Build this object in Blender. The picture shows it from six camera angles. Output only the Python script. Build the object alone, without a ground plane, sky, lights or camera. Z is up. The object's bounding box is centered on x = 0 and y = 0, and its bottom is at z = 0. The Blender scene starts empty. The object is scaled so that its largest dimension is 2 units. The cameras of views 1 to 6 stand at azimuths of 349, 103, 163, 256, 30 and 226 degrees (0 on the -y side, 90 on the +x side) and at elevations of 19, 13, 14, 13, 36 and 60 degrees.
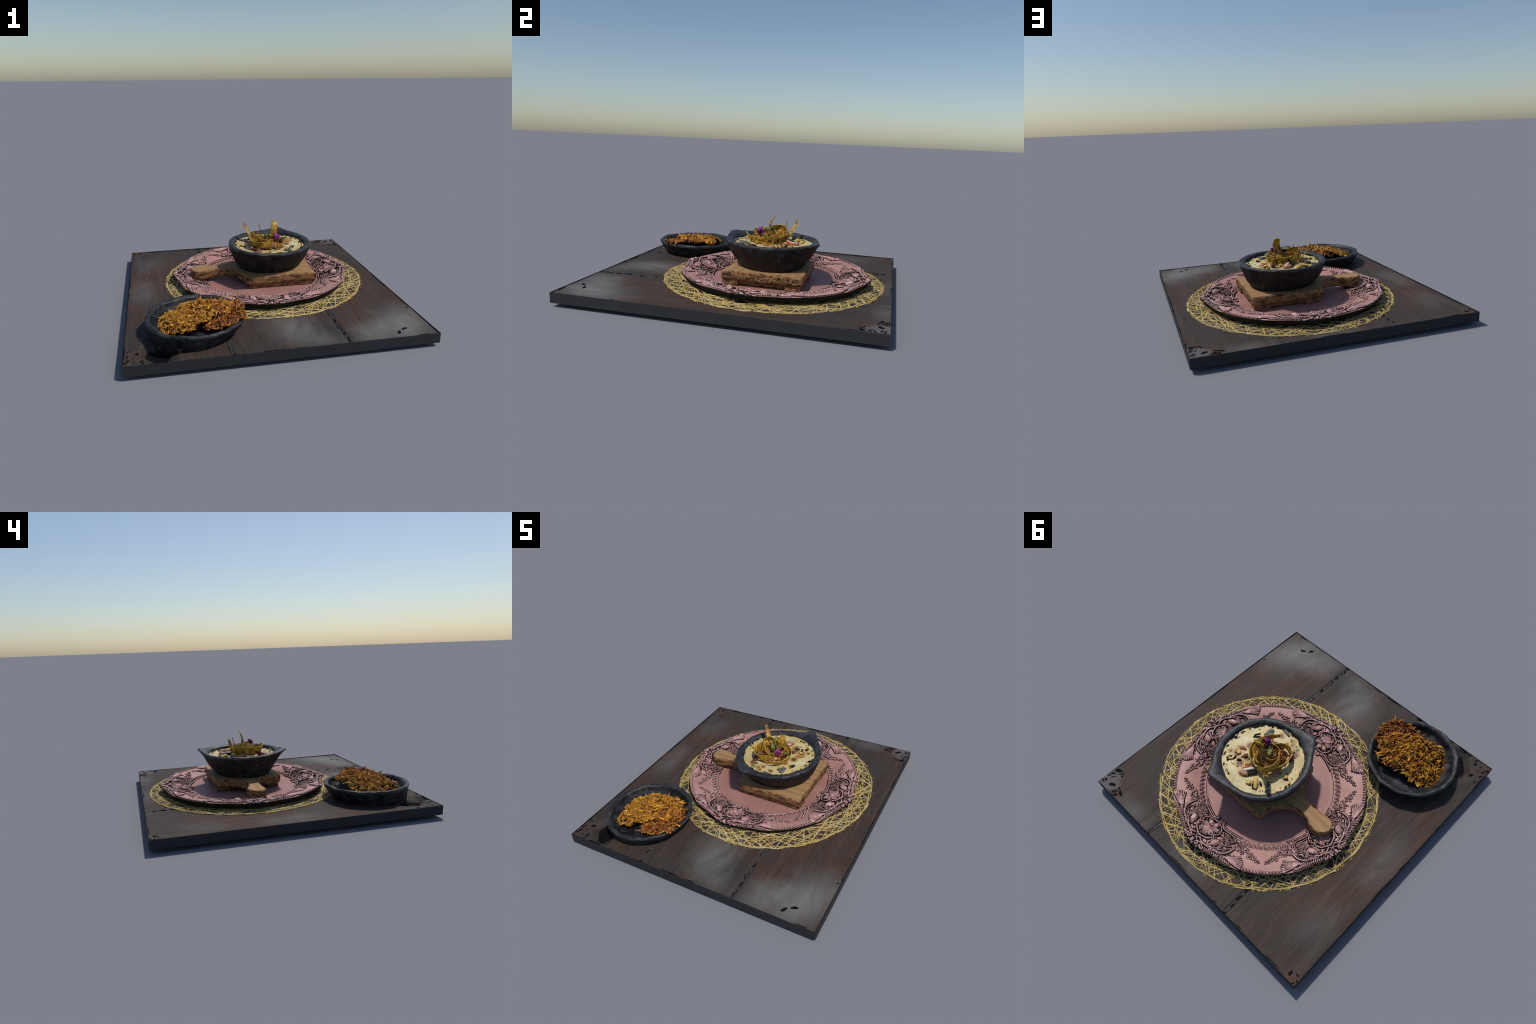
# A served dish: dark plank table slab, woven straw placemat, embossed copper-pink
# charger plate, wooden serving board with handle, clay bowl of cream soup with
# garnish, and a clay side dish with a pile of shredded fritters.
import bpy, bmesh, math, random
from mathutils import Vector, Matrix, noise as mnoise
from math import sin, cos, pi, radians, sqrt, exp

rng = random.Random(20)

# ------------------------------------------------------------------ utilities
def nz(x, y, z=0.0, s=1.0):
    return mnoise.noise(Vector((x * s, y * s, z * s)))

def fbm(x, y, z=0.0, s=1.0, octs=3):
    a, t, f = 1.0, 0.0, s
    for _ in range(octs):
        t += a * nz(x, y, z, f); a *= 0.5; f *= 2.03
    return t

def sstep(a, b, x):
    t = max(0.0, min(1.0, (x - a) / (b - a)))
    return t * t * (3 - 2 * t)

class MB:
    """mesh builder with material slots"""
    def __init__(self):
        self.v, self.f, self.m = [], [], []
    def add(self, verts, faces, mat=0):
        o = len(self.v)
        self.v += [tuple(p) for p in verts]
        self.f += [tuple(i + o for i in q) for q in faces]
        self.m += [mat] * len(faces)
    def mesh(self, name, mats, smooth=True, sharp=None):
        me = bpy.data.meshes.new(name)
        me.from_pydata(self.v, [], self.f)
        for m in mats:
            me.materials.append(m)
        me.polygons.foreach_set("material_index", self.m)
        me.polygons.foreach_set("use_smooth", [smooth] * len(self.f))
        me.update()
        bm = bmesh.new(); bm.from_mesh(me)
        bmesh.ops.recalc_face_normals(bm, faces=bm.faces)
        if sharp:
            lim = radians(sharp)
            for e in bm.edges:
                if len(e.link_faces) == 2 and e.calc_face_angle(0) > lim:
                    e.smooth = False
        bm.to_mesh(me); bm.free()
        return me

def put(name, me, parent=None, loc=(0, 0, 0), rot=None, kind=None):
    ob = bpy.data.objects.new(name, me)
    bpy.context.scene.collection.objects.link(ob)
    ob.location = loc
    if rot is not None:
        ob.rotation_euler = rot
    if parent is not None:
        ob.parent = parent
    if kind:
        ob["kind"] = kind
    return ob

def top(name, loc, label, category, rot=None):
    e = put(name, None, loc=loc, rot=rot)
    e.empty_display_size = 0.1
    e["label"] = label; e["category"] = category
    return e

def tube(mb, pts, rad, seg=6, flat=1.0, mat=0, up=Vector((0, 0, 1)), closed=False, squash=None):
    """tube along pts; rad may be a function of t; flat scales the height"""
    pts = [Vector(p) for p in pts]
    n = len(pts); verts, faces = [], []
    for i, p in enumerate(pts):
        a = pts[(i - 1) % n] if (closed or i > 0) else p
        b = pts[(i + 1) % n] if (closed or i < n - 1) else p
        t = (b - a)
        t = t.normalized() if t.length > 1e-9 else Vector((1, 0, 0))
        side = t.cross(up)
        side = side.normalized() if side.length > 1e-6 else Vector((1, 0, 0))
        u2 = side.cross(t)
        r = rad(i / max(1, n - 1)) if callable(rad) else rad
        for k in range(seg):
            an = 2 * pi * k / seg
            verts.append(p + side * (r * cos(an)) + u2 * (r * flat * sin(an)))
    m = n if closed else n - 1
    for i in range(m):
        j = (i + 1) % n
        for k in range(seg):
            l = (k + 1) % seg
            faces.append((i * seg + k, i * seg + l, j * seg + l, j * seg + k))
    if not closed:
        faces.append(tuple(range(seg)))
        faces.append(tuple((n - 1) * seg + k for k in range(seg)))
    mb.add(verts, faces, mat)

def ball(mb, c, rx, ry=None, rz=None, mat=0, rot=0.0, nu=10, nv=6, lump=0.0, M=None):
    ry = rx if ry is None else ry; rz = rx if rz is None else rz
    c = Vector(c); verts, faces = [], []
    for j in range(1, nv):
        ph = pi * j / nv
        for i in range(nu):
            th = 2 * pi * i / nu
            x, y, z = rx * sin(ph) * cos(th), ry * sin(ph) * sin(th), rz * cos(ph)
            if lump:
                k = 1 + lump * fbm(x + c.x * 9, y + c.y * 9, z, 1.6 / max(rx, 1e-4), 2)
                x, y, z = x * k, y * k, z * k
            p = Vector((x * cos(rot) - y * sin(rot), x * sin(rot) + y * cos(rot), z))
            verts.append(c + (M @ p if M else p))
    tp = Vector((0, 0, rz)); verts.append(c + (M @ tp if M else tp)); verts.append(c - (M @ tp if M else tp))
    T, B = len(verts) - 2, len(verts) - 1
    for j in range(nv - 2):
        for i in range(nu):
            k = (i + 1) % nu
            faces.append((j * nu + i, (j + 1) * nu + i, (j + 1) * nu + k, j * nu + k))
    for i in range(nu):
        k = (i + 1) % nu
        faces.append((T, i, k)); faces.append((B, (nv - 2) * nu + k, (nv - 2) * nu + i))
    mb.add(verts, faces, mat)

def rings(mb, loops, mat=0, cap0=False, cap1=False):
    """loft closed loops of equal length"""
    n = len(loops[0]); verts = [p for l in loops for p in l]; faces = []
    for j in range(len(loops) - 1):
        for i in range(n):
            k = (i + 1) % n
            faces.append((j * n + i, j * n + k, (j + 1) * n + k, (j + 1) * n + i))
    if cap0: faces.append(tuple(range(n)))
    if cap1: faces.append(tuple((len(loops) - 1) * n + i for i in range(n)))
    mb.add(verts, faces, mat)

def spline(ctrl, n, closed=False):
    """Catmull-Rom through control points"""
    P = [Vector(c) for c in ctrl]; L = len(P); out = []
    segs = L if closed else L - 1
    for k in range(n):
        t = k / n * segs if closed else k / (n - 1) * segs
        i = min(int(t), segs - 1); u = t - i
        g = (lambda q: P[q % L]) if closed else (lambda q: P[max(0, min(L - 1, q))])
        p0, p1, p2, p3 = g(i - 1), g(i), g(i + 1), g(i + 2)
        out.append(0.5 * ((2 * p1) + (p2 - p0) * u + (2 * p0 - 5 * p1 + 4 * p2 - p3) * u * u + (3 * p1 - p0 - 3 * p2 + p3) * u ** 3))
    return out

# ------------------------------------------------------------------ materials
class NT:
    def __init__(self, name, rough=0.6, spec=0.3):
        self.mat = bpy.data.materials.new(name); self.mat.use_nodes = True
        self.t = self.mat.node_tree; self.n = self.t.nodes; self.l = self.t.links
        self.b = self.n["Principled BSDF"]
        self.b.inputs["Roughness"].default_value = rough
        self.b.inputs["Specular IOR Level"].default_value = spec
        self.co = self.n.new("ShaderNodeTexCoord").outputs["Object"]
    def link(self, a, b): self.l.new(a, b)
    def mapping(self, scale=(1, 1, 1), rot=(0, 0, 0), loc=(0, 0, 0), vec=None):
        m = self.n.new("ShaderNodeMapping")
        m.inputs["Scale"].default_value = scale; m.inputs["Rotation"].default_value = rot; m.inputs["Location"].default_value = loc
        self.link(vec or self.co, m.inputs["Vector"]); return m.outputs[0]
    def noise(self, scale, vec=None, detail=4, rough=0.55, dist=0.0, color=False):
        x = self.n.new("ShaderNodeTexNoise")
        x.inputs["Scale"].default_value = scale; x.inputs["Detail"].default_value = detail
        x.inputs["Roughness"].default_value = rough; x.inputs["Distortion"].default_value = dist
        self.link(vec or self.co, x.inputs["Vector"]); return x.outputs["Color" if color else "Fac"]
    def voronoi(self, scale, vec=None, feature="F1", out="Distance"):
        x = self.n.new("ShaderNodeTexVoronoi"); x.feature = feature
        x.inputs["Scale"].default_value = scale
        self.link(vec or self.co, x.inputs["Vector"]); return x.outputs[out]
    def wave(self, scale, vec=None, dist=3.0, detail=2, kind="BANDS", dirn="X", dscale=1.0):
        x = self.n.new("ShaderNodeTexWave"); x.wave_type = kind
        if kind == "BANDS": x.bands_direction = dirn
        else: x.rings_direction = dirn
        x.inputs["Scale"].default_value = scale; x.inputs["Distortion"].default_value = dist
        x.inputs["Detail"].default_value = detail; x.inputs["Detail Scale"].default_value = dscale
        self.link(vec or self.co, x.inputs["Vector"]); return x.outputs["Fac"]
    def ramp(self, fac, stops, interp="LINEAR"):
        r = self.n.new("ShaderNodeValToRGB"); r.color_ramp.interpolation = interp
        els = r.color_ramp.elements
        while len(els) < len(stops): els.new(0.5)
        for e, (p, c) in zip(els, stops):
            e.position = p; e.color = (*c, 1) if isinstance(c, tuple) else (c, c, c, 1)
        self.link(fac, r.inputs["Fac"]); return r.outputs["Color"]
    def mix(self, fac, a, b, mode="MIX"):
        m = self.n.new("ShaderNodeMix"); m.data_type = "RGBA"; m.blend_type = mode
        for k, v in ((0, fac), (6, a), (7, b)):
            if isinstance(v, (int, float)): m.inputs[k].default_value = v if k == 0 else (v, v, v, 1)
            elif isinstance(v, tuple): m.inputs[k].default_value = (*v, 1)
            else: self.link(v, m.inputs[k])
        return m.outputs[2]
    def math(self, op, a, b=0.0, c=None):
        m = self.n.new("ShaderNodeMath"); m.operation = op
        for k, v in ((0, a), (1, b)) + (((2, c),) if c is not None else ()):
            if isinstance(v, (int, float)): m.inputs[k].default_value = v
            else: self.link(v, m.inputs[k])
        return m.outputs[0]
    def spot(self, c, r, soft=0.5, wob=0.0, wscale=12, stretch=(1, 1, 1), rotz=0.0):
        """soft mask around point c with radius r, edge wobbling by noise"""
        v = self.n.new("ShaderNodeVectorMath"); v.operation = "SUBTRACT"
        self.link(self.co, v.inputs[0]); v.inputs[1].default_value = c
        mp = self.n.new("ShaderNodeMapping"); mp.vector_type = "TEXTURE"
        mp.inputs["Scale"].default_value = stretch; mp.inputs["Rotation"].default_value = (0, 0, rotz)
        self.link(v.outputs[0], mp.inputs["Vector"])
        d = self.n.new("ShaderNodeVectorMath"); d.operation = "LENGTH"; self.link(mp.outputs[0], d.inputs[0])
        dist = d.outputs["Value"]
        if wob:
            nn = self.noise(wscale, detail=3)
            dist = self.math("ADD", dist, self.math("MULTIPLY", self.math("SUBTRACT", nn, 0.5), wob))
        mr = self.n.new("ShaderNodeMapRange"); mr.interpolation_type = "SMOOTHSTEP"
        mr.inputs["From Min"].default_value = r; mr.inputs["From Max"].default_value = r * (1 - soft)
        self.link(dist, mr.inputs["Value"]); return mr.outputs[0]
    def rand(self):
        return self.n.new("ShaderNodeObjectInfo").outputs["Random"]
    def bump(self, h, strength=0.3, dist=0.004):
        b = self.n.new("ShaderNodeBump"); b.inputs["Strength"].default_value = strength
        b.inputs["Distance"].default_value = dist
        self.link(h, b.inputs["Height"]); self.link(b.outputs[0], self.b.inputs["Normal"])
    def done(self, col):
        if isinstance(col, tuple): self.b.inputs["Base Color"].default_value = (*col, 1)
        else: self.link(col, self.b.inputs["Base Color"])
        return self.mat

def mat_plain(name, col, rough=0.6, spec=0.3, var=0.25, scale=40):
    m = NT(name, rough, spec)
    n = m.noise(scale, detail=3)
    lo = tuple(c * (1 - var) for c in col); hi = tuple(c * (1 + var) for c in col)
    return m.done(m.ramp(n, [(0.3, lo), (0.7, hi)]))

def make_table_top():
    m = NT("dark_stained_wood", 0.62, 0.12)
    v = m.mapping((15, 1.5, 8))
    grain = m.noise(1.7, v, 6, 0.68, 1.0)
    fine = m.noise(7, m.mapping((30, 2.2, 8)), 4, 0.7)
    big = m.noise(2.6, m.mapping((1.0, 0.7, 1)), 3, 0.55, 0.6)
    base = m.ramp(grain, [(0.25, (0.033, 0.0245, 0.0205)), (0.5, (0.054, 0.041, 0.0345)), (0.75, (0.080, 0.062, 0.052))])
    red = m.ramp(grain, [(0.3, (0.052, 0.028, 0.018)), (0.7, (0.118, 0.056, 0.031))])
    redm = m.math("MULTIPLY", m.ramp(big, [(0.46, 0.0), (0.66, 0.85)]), m.ramp(fine, [(0.35, 0.3), (0.65, 1.0)]))
    col = m.mix(redm, base, red)
    grn = m.ramp(m.noise(3.3, m.mapping((1, 0.8, 1), loc=(3, 7, 0)), 2), [(0.5, 0.0), (0.68, 0.5)])
    col = m.mix(grn, col, (0.042, 0.044, 0.042))
    cloud = m.ramp(m.noise(4.2, m.mapping((1.6, 0.6, 1), loc=(2, 2, 0)), 4, 0.6, 0.8), [(0.30, 0.45), (0.62, 1.2)])
    # sky sheen on the planks, painted into the colour as greyish patches
    for c, r, st, rz, k in (((0.10, -0.76, 0.09), 0.30, (0.62, 1, 1), 0.2, 0.62), ((0.80, -0.78, 0.09), 0.30, (0.75, 1, 1), -0.5, 0.62),
                       ((0.62, -0.88, 0.09), 0.26, (1, 0.7, 1), 0.2, 0.45), ((-0.84, 0.05, 0.09), 0.24, (0.5, 1, 1), 0, 0.30),
                       ((-0.80, 0.62, 0.09), 0.22, (0.6, 1, 1), 0, 0.20), ((0.55, 0.97, 0.09), 0.2, (1, 0.5, 1), 0, 0.25),
                       ((0.05, 0.95, 0.09), 0.16, (1.3, 0.6, 1), 0, 0.22)):
        s = m.math("MULTIPLY", m.math("MULTIPLY", m.spot(c, r * 1.4, 0.98, 0.30, 3.5, st, rz), k), cloud)
        col = m.mix(s, col, m.mix(m.ramp(fine, [(0.3, 0.15), (0.7, 0.6)]), (0.17, 0.165, 0.155), (0.26, 0.26, 0.255)))
    lil = m.spot((0.93, 0.97, 0.09), 0.15, 0.5, 0.12, 14)
    col = m.mix(m.math("MULTIPLY", lil, 0.8), col, (0.13, 0.115, 0.118))
    specks = m.ramp(m.voronoi(18), [(0.0, 0.7), (0.035, 0.0)])
    col = m.mix(specks, col, (0.12, 0.10, 0.09))
    m.bump(m.math("ADD", grain, m.math("MULTIPLY", fine, 0.5)), 0.25, 0.002)
    return m.done(col)

def make_board_wood():
    m = NT("pale_board_wood", 0.65, 0.2)
    v = m.mapping((2.0, 30, 30))
    g = m.math("ADD", m.math("MULTIPLY", m.wave(0.55, m.mapping((0.6, 9, 9), rot=(0, 0, 0.06)), 7.0, 3, "BANDS", "Y", 0.8), 0.55), m.math("MULTIPLY", m.noise(3.0, m.mapping((1.2, 12, 12)), 4), 0.45))
    f = m.noise(2.2, v, 5, 0.7, 0.2)
    col = m.ramp(g, [(0.0, (0.22, 0.105, 0.040)), (0.3, (0.36, 0.20, 0.085)), (0.8, (0.43, 0.255, 0.115)), (1.0, (0.47, 0.285, 0.135))])
    col = m.mix(m.ramp(f, [(0.35, 0.5), (0.6, 0.0)]), col, (0.20, 0.098, 0.040))
    big = m.ramp(m.noise(4, None, 3), [(0.42, 0.0), (0.65, 0.4)])
    col = m.mix(big, col, (0.33, 0.225, 0.11))
    m.bump(f, 0.3, 0.002)
    return m.done(col)

def make_board_edge():
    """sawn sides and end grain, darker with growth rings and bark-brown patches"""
    m = NT("sawn_board_edge", 0.75, 0.15)
    r1 = m.wave(9, m.mapping((0.5, 3.0, 9), rot=(0.5, 0.1, 0)), 5, 3, "BANDS", "Z", 2.0)
    f = m.noise(30, m.mapping((0.6, 0.75, 2.5), rot=(0.35, 0, 0)), 4, 0.7, 0.8)
    col = m.ramp(r1, [(0.0, (0.10, 0.040, 0.018)), (0.35, (0.27, 0.130, 0.050)), (0.8, (0.42, 0.235, 0.10))])
    dk = m.ramp(f, [(0.43, 0.92), (0.52, 0.0)])
    col = m.mix(dk, col, (0.048, 0.023, 0.014))
    m.bump(f, 0.5, 0.004)
    return m.done(col)

def make_straw():
    m = NT("golden_straw", 0.6, 0.25)
    n = m.noise(30, None, 3, 0.6)
    col = m.ramp(n, [(0.3, (0.27, 0.175, 0.055)), (0.5, (0.46, 0.31, 0.105)), (0.72, (0.60, 0.45, 0.20))])
    rv = m.ramp(m.rand(), [(0.0, (0.60, 0.42, 0.12)), (0.3, (0.34, 0.27, 0.08)), (0.6, (0.44, 0.36, 0.13)), (0.8, (0.70, 0.60, 0.36)), (1.0, (0.62, 0.38, 0.10))])
    return m.done(m.mix(0.55, col, rv))

def make_plate():
    m = NT("rose_copper_glaze", 0.5, 0.2)
    n = m.noise(5, None, 4, 0.6)
    col = m.ramp(n, [(0.3, (0.37, 0.185, 0.155)), (0.55, (0.47, 0.250, 0.215)), (0.75, (0.55, 0.325, 0.292))])
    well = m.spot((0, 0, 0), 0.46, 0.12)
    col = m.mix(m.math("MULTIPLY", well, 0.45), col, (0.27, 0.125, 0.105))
    f = m.noise(90, None, 3, 0.6)
    col = m.mix(m.ramp(f, [(0.4, 0.12), (0.65, 0.0)]), col, (0.20, 0.09, 0.08))
    return m.done(col)

def make_relief():
    m = NT("rose_copper_relief", 0.5, 0.25)
    n = m.noise(45, None, 4, 0.65)
    col = m.ramp(n, [(0.32, (0.26, 0.120, 0.104)), (0.5, (0.46, 0.255, 0.228)), (0.68, (0.70, 0.48, 0.455))])  # palest stop puts the glints of the relief into its colour
    m.bump(m.noise(160, None, 2), 0.3, 0.0015)
    return m.done(col)

def make_clay(name, brown=0.4):
    m = NT(name, 0.6, 0.2)
    n = m.noise(9, m.mapping((1, 1, 1.8)), 5, 0.62, 0.6)
    col = m.ramp(n, [(0.34, (0.007, 0.007, 0.008)), (0.50, (0.018, 0.018, 0.020)), (0.72, (0.044, 0.046, 0.053))])
    bl_ = m.ramp(m.noise(17, m.mapping((1, 1, 0.8), loc=(1, 4, 2)), 2, 0.4, 0.7), [(0.53, 0.0), (0.57, 0.85)])
    col = m.mix(bl_, col, (0.006, 0.006, 0.007))
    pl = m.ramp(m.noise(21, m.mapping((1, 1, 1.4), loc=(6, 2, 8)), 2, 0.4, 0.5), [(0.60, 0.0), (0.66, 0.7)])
    col = m.mix(pl, col, (0.062, 0.066, 0.078))
    b = m.ramp(m.noise(6, None, 3, 0.6), [(0.40, 0.0), (0.62, brown)])
    col = m.mix(b, col, (0.026, 0.016, 0.012))
    m.bump(m.noise(38, None, 4, 0.6), 0.35, 0.004)
    return m.done(col)

def make_clay_rim():
    m = NT("blue_grey_clay_rim", 0.5, 0.3)
    n = m.noise(14, None, 4, 0.6)
    col = m.ramp(n, [(0.3, (0.013, 0.0135, 0.015)), (0.5, (0.031, 0.032, 0.036)), (0.72, (0.064, 0.068, 0.077))])
    sp = m.ramp(m.noise(34, m.mapping((1, 1, 2)), 2, 0.5, 0.6), [(0.56, 0.0), (0.61, 0.9)])
    col = m.mix(sp, col, (0.012, 0.012, 0.013))
    m.bump(m.noise(30, None, 4), 0.3, 0.004)
    return m.done(col)

SOUP = (0.135, 0.163)
def make_soup():
    m = NT("cream_soup", 0.5, 0.35)
    n = m.noise(11, None, 5, 0.6, 0.3)
    col = m.ramp(n, [(0.28, (0.40, 0.315, 0.14)), (0.45, (0.56, 0.445, 0.20)), (0.62, (0.64, 0.55, 0.29)), (0.8, (0.67, 0.62, 0.43))])
    yel = m.ramp(m.noise(8, m.mapping(loc=(4, 2, 0)), 4, 0.6), [(0.46, 0.0), (0.66, 0.75)])
    col = m.mix(yel, col, (0.60, 0.42, 0.12))
    gr = m.ramp(m.noise(9, m.mapping(loc=(9, 5, 0)), 3), [(0.55, 0.0), (0.72, 0.45)])
    col = m.mix(gr, col, (0.42, 0.45, 0.24))
    browns = ((0.0, 0.0, .030), (0.069, -0.038, .020), (0.162, -0.036, .018), (0.019, -0.031, .022), (0.100, -0.018, .022), (0.092, -0.062, .018),
              (0.178, -0.045, .022), (0.232, 0.09, .024), (0.266, 0.159, .036), (0.28, 0.264, .024), (0.332, 0.275, .020), (0.287, 0.255, .034),
              (0.21, 0.241, .030), (0.22, 0.30, .036), (0.02, 0.36, .026), (0.16, 0.34, .030), (0.30, 0.21, .022), (-0.02, 0.26, .020))
    for x, y, r in browns:
        s = m.spot((x, y, 0.358), r * 1.5, 0.85, 0.030, 40)
        col = m.mix(m.math("MULTIPLY", s, 0.75), col, (0.33, 0.13, 0.03))
        s2 = m.spot((x, y, 0.358), r * 0.85, 0.6, 0.026, 60)
        col = m.mix(m.math("MULTIPLY", s2, 0.85), col, (0.075, 0.030, 0.014))
    g = m.spot((0.03, -0.055, 0.358), 0.03, 0.6, 0.02, 40)
    col = m.mix(m.math("MULTIPLY", g, 0.6), col, (0.20, 0.36, 0.06))
    tan = m.ramp(m.noise(13, m.mapping(loc=(1, 7, 0)), 5, 0.65, 0.5), [(0.56, 0.0), (0.70, 0.75)])
    col = m.mix(tan, col, (0.40, 0.22, 0.065))
    sp = m.ramp(m.voronoi(75), [(0.05, 0.6), (0.11, 0.0)])
    col = m.mix(sp, col, (0.20, 0.14, 0.06))
    m.bump(m.noise(70, None, 4, 0.6), 0.35, 0.003)
    return m.done(col)

def make_peel():
    m = NT("roasted_peel", 0.42, 0.4)
    n = m.noise(52, None, 4, 0.68, 0.8)
    col = m.ramp(n, [(0.33, (0.10, 0.035, 0.008)), (0.42, (0.30, 0.15, 0.016)), (0.58, (0.56, 0.31, 0.028)), (0.8, (0.70, 0.45, 0.05))])
    gr = m.ramp(m.noise(22, m.mapping(loc=(2, 5, 1)), 3), [(0.48, 0.0), (0.64, 0.75)])
    col = m.mix(gr, col, (0.165, 0.13, 0.018))
    ch = m.ramp(m.noise(34, m.mapping((1, 1, 0.7), loc=(7, 1, 3)), 3, 0.6), [(0.575, 0.0), (0.61, 1.0)])
    col = m.mix(ch, col, (0.016, 0.011, 0.007))
    m.bump(n, 0.4, 0.003)
    return m.done(col)

def make_shred(name, a, b, c):
    m = NT(name, 0.5, 0.35)
    n = m.noise(60, None, 3, 0.6)
    rnd = m.rand()
    t = m.math("ADD", m.math("MULTIPLY", n, 0.75), m.math("MULTIPLY", rnd, 0.35))
    col = m.ramp(t, [(0.30, a), (0.55, b), (0.80, c)])
    m.bump(n, 0.4, 0.002)
    return m.done(col)

M = {}
M["side"] = mat_plain("charcoal_painted_side", (0.030, 0.031, 0.034), 0.7, 0.2, 0.06, 6)
M["black"] = mat_plain("flat_black", (0.007, 0.007, 0.008), 0.85, 0.06, 0.3, 60)
M["table"] = make_table_top()
M["groove"] = mat_plain("seam_filler", (0.036, 0.036, 0.037), 0.6, 0.3, 0.95, 38)
M["board"] = make_board_wood(); M["edge"] = make_board_edge()
M["straw"] = make_straw()
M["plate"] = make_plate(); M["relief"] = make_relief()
M["relief_black"] = mat_plain("matte_relief_black", (0.010, 0.008, 0.0085), 0.8, 0.1, 0.3, 60)
M["under"] = mat_plain("dark_plate_underside", (0.022, 0.022, 0.017), 0.85, 0.08, 0.4, 20)
M["clay"] = make_clay("smoked_clay", 0.75); M["clay2"] = make_clay("black_smoked_clay", 0.15)
M["rim"] = make_clay_rim()
M["peel_edge"] = mat_plain("peel_cut_edge", (0.58, 0.38, 0.05), 0.45, 0.35, 0.5, 60)
M["soup"] = make_soup(); M["peel"] = make_peel()

# ------------------------------------------------------------------ table slab
HX, HY, ZT, ZB, ZL = 0.951, 1.0, 0.0832, 0.0235, 0.0895
table = top("table_slab", (0, 0, 0), "thick square slab of dark stained planks, charcoal sides", "table top")

def box(mb, x0, x1, y0, y1, z0, z1, bev=0.0, mat=0):
    b = bev
    def lp(i, z): return [Vector((x0 + i, y0 + i, z)), Vector((x1 - i, y0 + i, z)), Vector((x1 - i, y1 - i, z)), Vector((x0 + i, y1 - i, z))]
    if b: rings(mb, [lp(b, z0), lp(0, z0 + b), lp(0, z1 - b), lp(b, z1)], mat, True, True)
    else: rings(mb, [lp(0, z0), lp(0, z1)], mat, True, True)

def rect(i, z): return [Vector((-HX + i, -HY + i, z)), Vector((HX - i, -HY + i, z)), Vector((HX - i, HY - i, z)), Vector((-HX + i, HY - i, z))]
mb = MB()
rings(mb, [rect(0.001, ZB), rect(0, ZB + 0.001), rect(0, ZL - 0.0015), rect(0.001, ZL)], 0, True, False)
rings(mb, [rect(0.001, ZL), rect(0.004, ZL), rect(0.006, ZT - 0.012), rect(0.006, ZB + 0.004)], 1, False, True)
put("slab_side", mb.mesh("slab_side", [M["side"], M["black"]], False), table)
mb = MB(); box(mb, -0.55, 0.55, -0.6, 0.6, 0.0, ZB + 0.002, 0.002)  # unseen block, added so the slab reaches down to the ground
put("hidden_base", mb.mesh("hidden_base", [M["side"]], False), table)

# planks run along y, seams near x = -0.345 and x = 0.383
SEAMS = (-0.345, 0.383)
def seam_x(k, y): return SEAMS[k] + (0.010 * y if k == 0 else -0.006 * y) * -1 + 0.004 * nz(y * 3, k * 5.0)
def table_z(x, y, seed=2.0):
    """height of the warped table top, and a measure that is small inside the hollow by the dish"""
    dn = min(HY - abs(y), HX - abs(x))
    z = ZT + 0.0016 * fbm(x * 1.5, y * 1.5, seed, 2.5, 3)
    z += 0.0035 * sstep(0.05, 0.0, dn) * (0.4 + 0.6 * sstep(-0.2, 0.4, nz(x * 4, y * 4, 2)))
    z += 0.004 * sstep(1.72, 1.88, x + y) + 0.003 * sstep(0.25, 0.05, math.hypot(x + 0.95, y - 1.0))
    z += 0.003 * sstep(0.2, 0.9, x) * sstep(-0.2, 0.7, y)
    cx_, cy_ = x + 0.768, y + 0.880        # scan flaw kept as a sunken hollow beside the dish
    cr, ct = cx_ * 0.72 + cy_ * 0.69, -cx_ * 0.69 + cy_ * 0.72
    g = math.hypot((cr - 0.02) / 0.100, ct / 0.150) + 0.22 * fbm(x, y, 1.0, 9, 2)
    z -= 0.046 * sstep(1.05, 0.35, g)
    if 0.5 < g < 2.2: z += 0.006 * (1 - abs(g - 1.3) / 0.9) * nz(x * 22, y * 34, 3)
    return z, g
def plank(x_lo, x_hi, name, seed):
    nxs, nys = 80, 220
    topv, faces, pit = [], [], []
    for j in range(nys + 1):
        y = -HY + 0.004 + (2 * HY - 0.008) * j / nys
        a, b = x_lo(y), x_hi(y)
        for i in range(nxs + 1):
            u = i / nxs
            x = a + (b - a) * u
            de = min(x - a, b - x)
            z, g = table_z(x, y, seed)
            z -= 0.006 * exp(-(de / 0.006) ** 2) * (1.0 if abs(x) < 0.9 else 0.25)
            topv.append(Vector((x, y, z))); pit.append(g)
    n = nxs + 1
    mb = MB(); verts = topv + [Vector((p.x, p.y, p.z - 0.006)) for p in topv]
    o = len(topv)
    for j in range(nys):
        for i in range(nxs):
            q = (j * n + i, j * n + i + 1, (j + 1) * n + i + 1, (j + 1) * n + i)
            faces.append(q)
    for j in range(nys):
        for i in (0, nxs):
            p, q = j * n + i, (j + 1) * n + i
            faces.append((p, q, q + o, p + o))
    for i in range(nxs):
        for j in (0, nys):
            p, q = j * n + i, j * n + i + 1
            faces.append((p, q, q + o, p + o))
    mb.add(verts, faces)
    for k, f in enumerate(faces):
        if max(f) < o and sum(pit[i] for i in f) < 4 * 0.55: mb.m[k] = 1  # baked shadow inside the hollow, painted as black faces
    put(name, mb.mesh(name, [M["table"], M["black"]], True, 40), table)
gap = 0.0085
plank(lambda y: -HX + 0.004, lambda y: seam_x(0, y) - gap, "plank", 1.0)
plank(lambda y: seam_x(0, y) + gap, lambda y: seam_x(1, y) - gap, "plank", 4.0)
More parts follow.
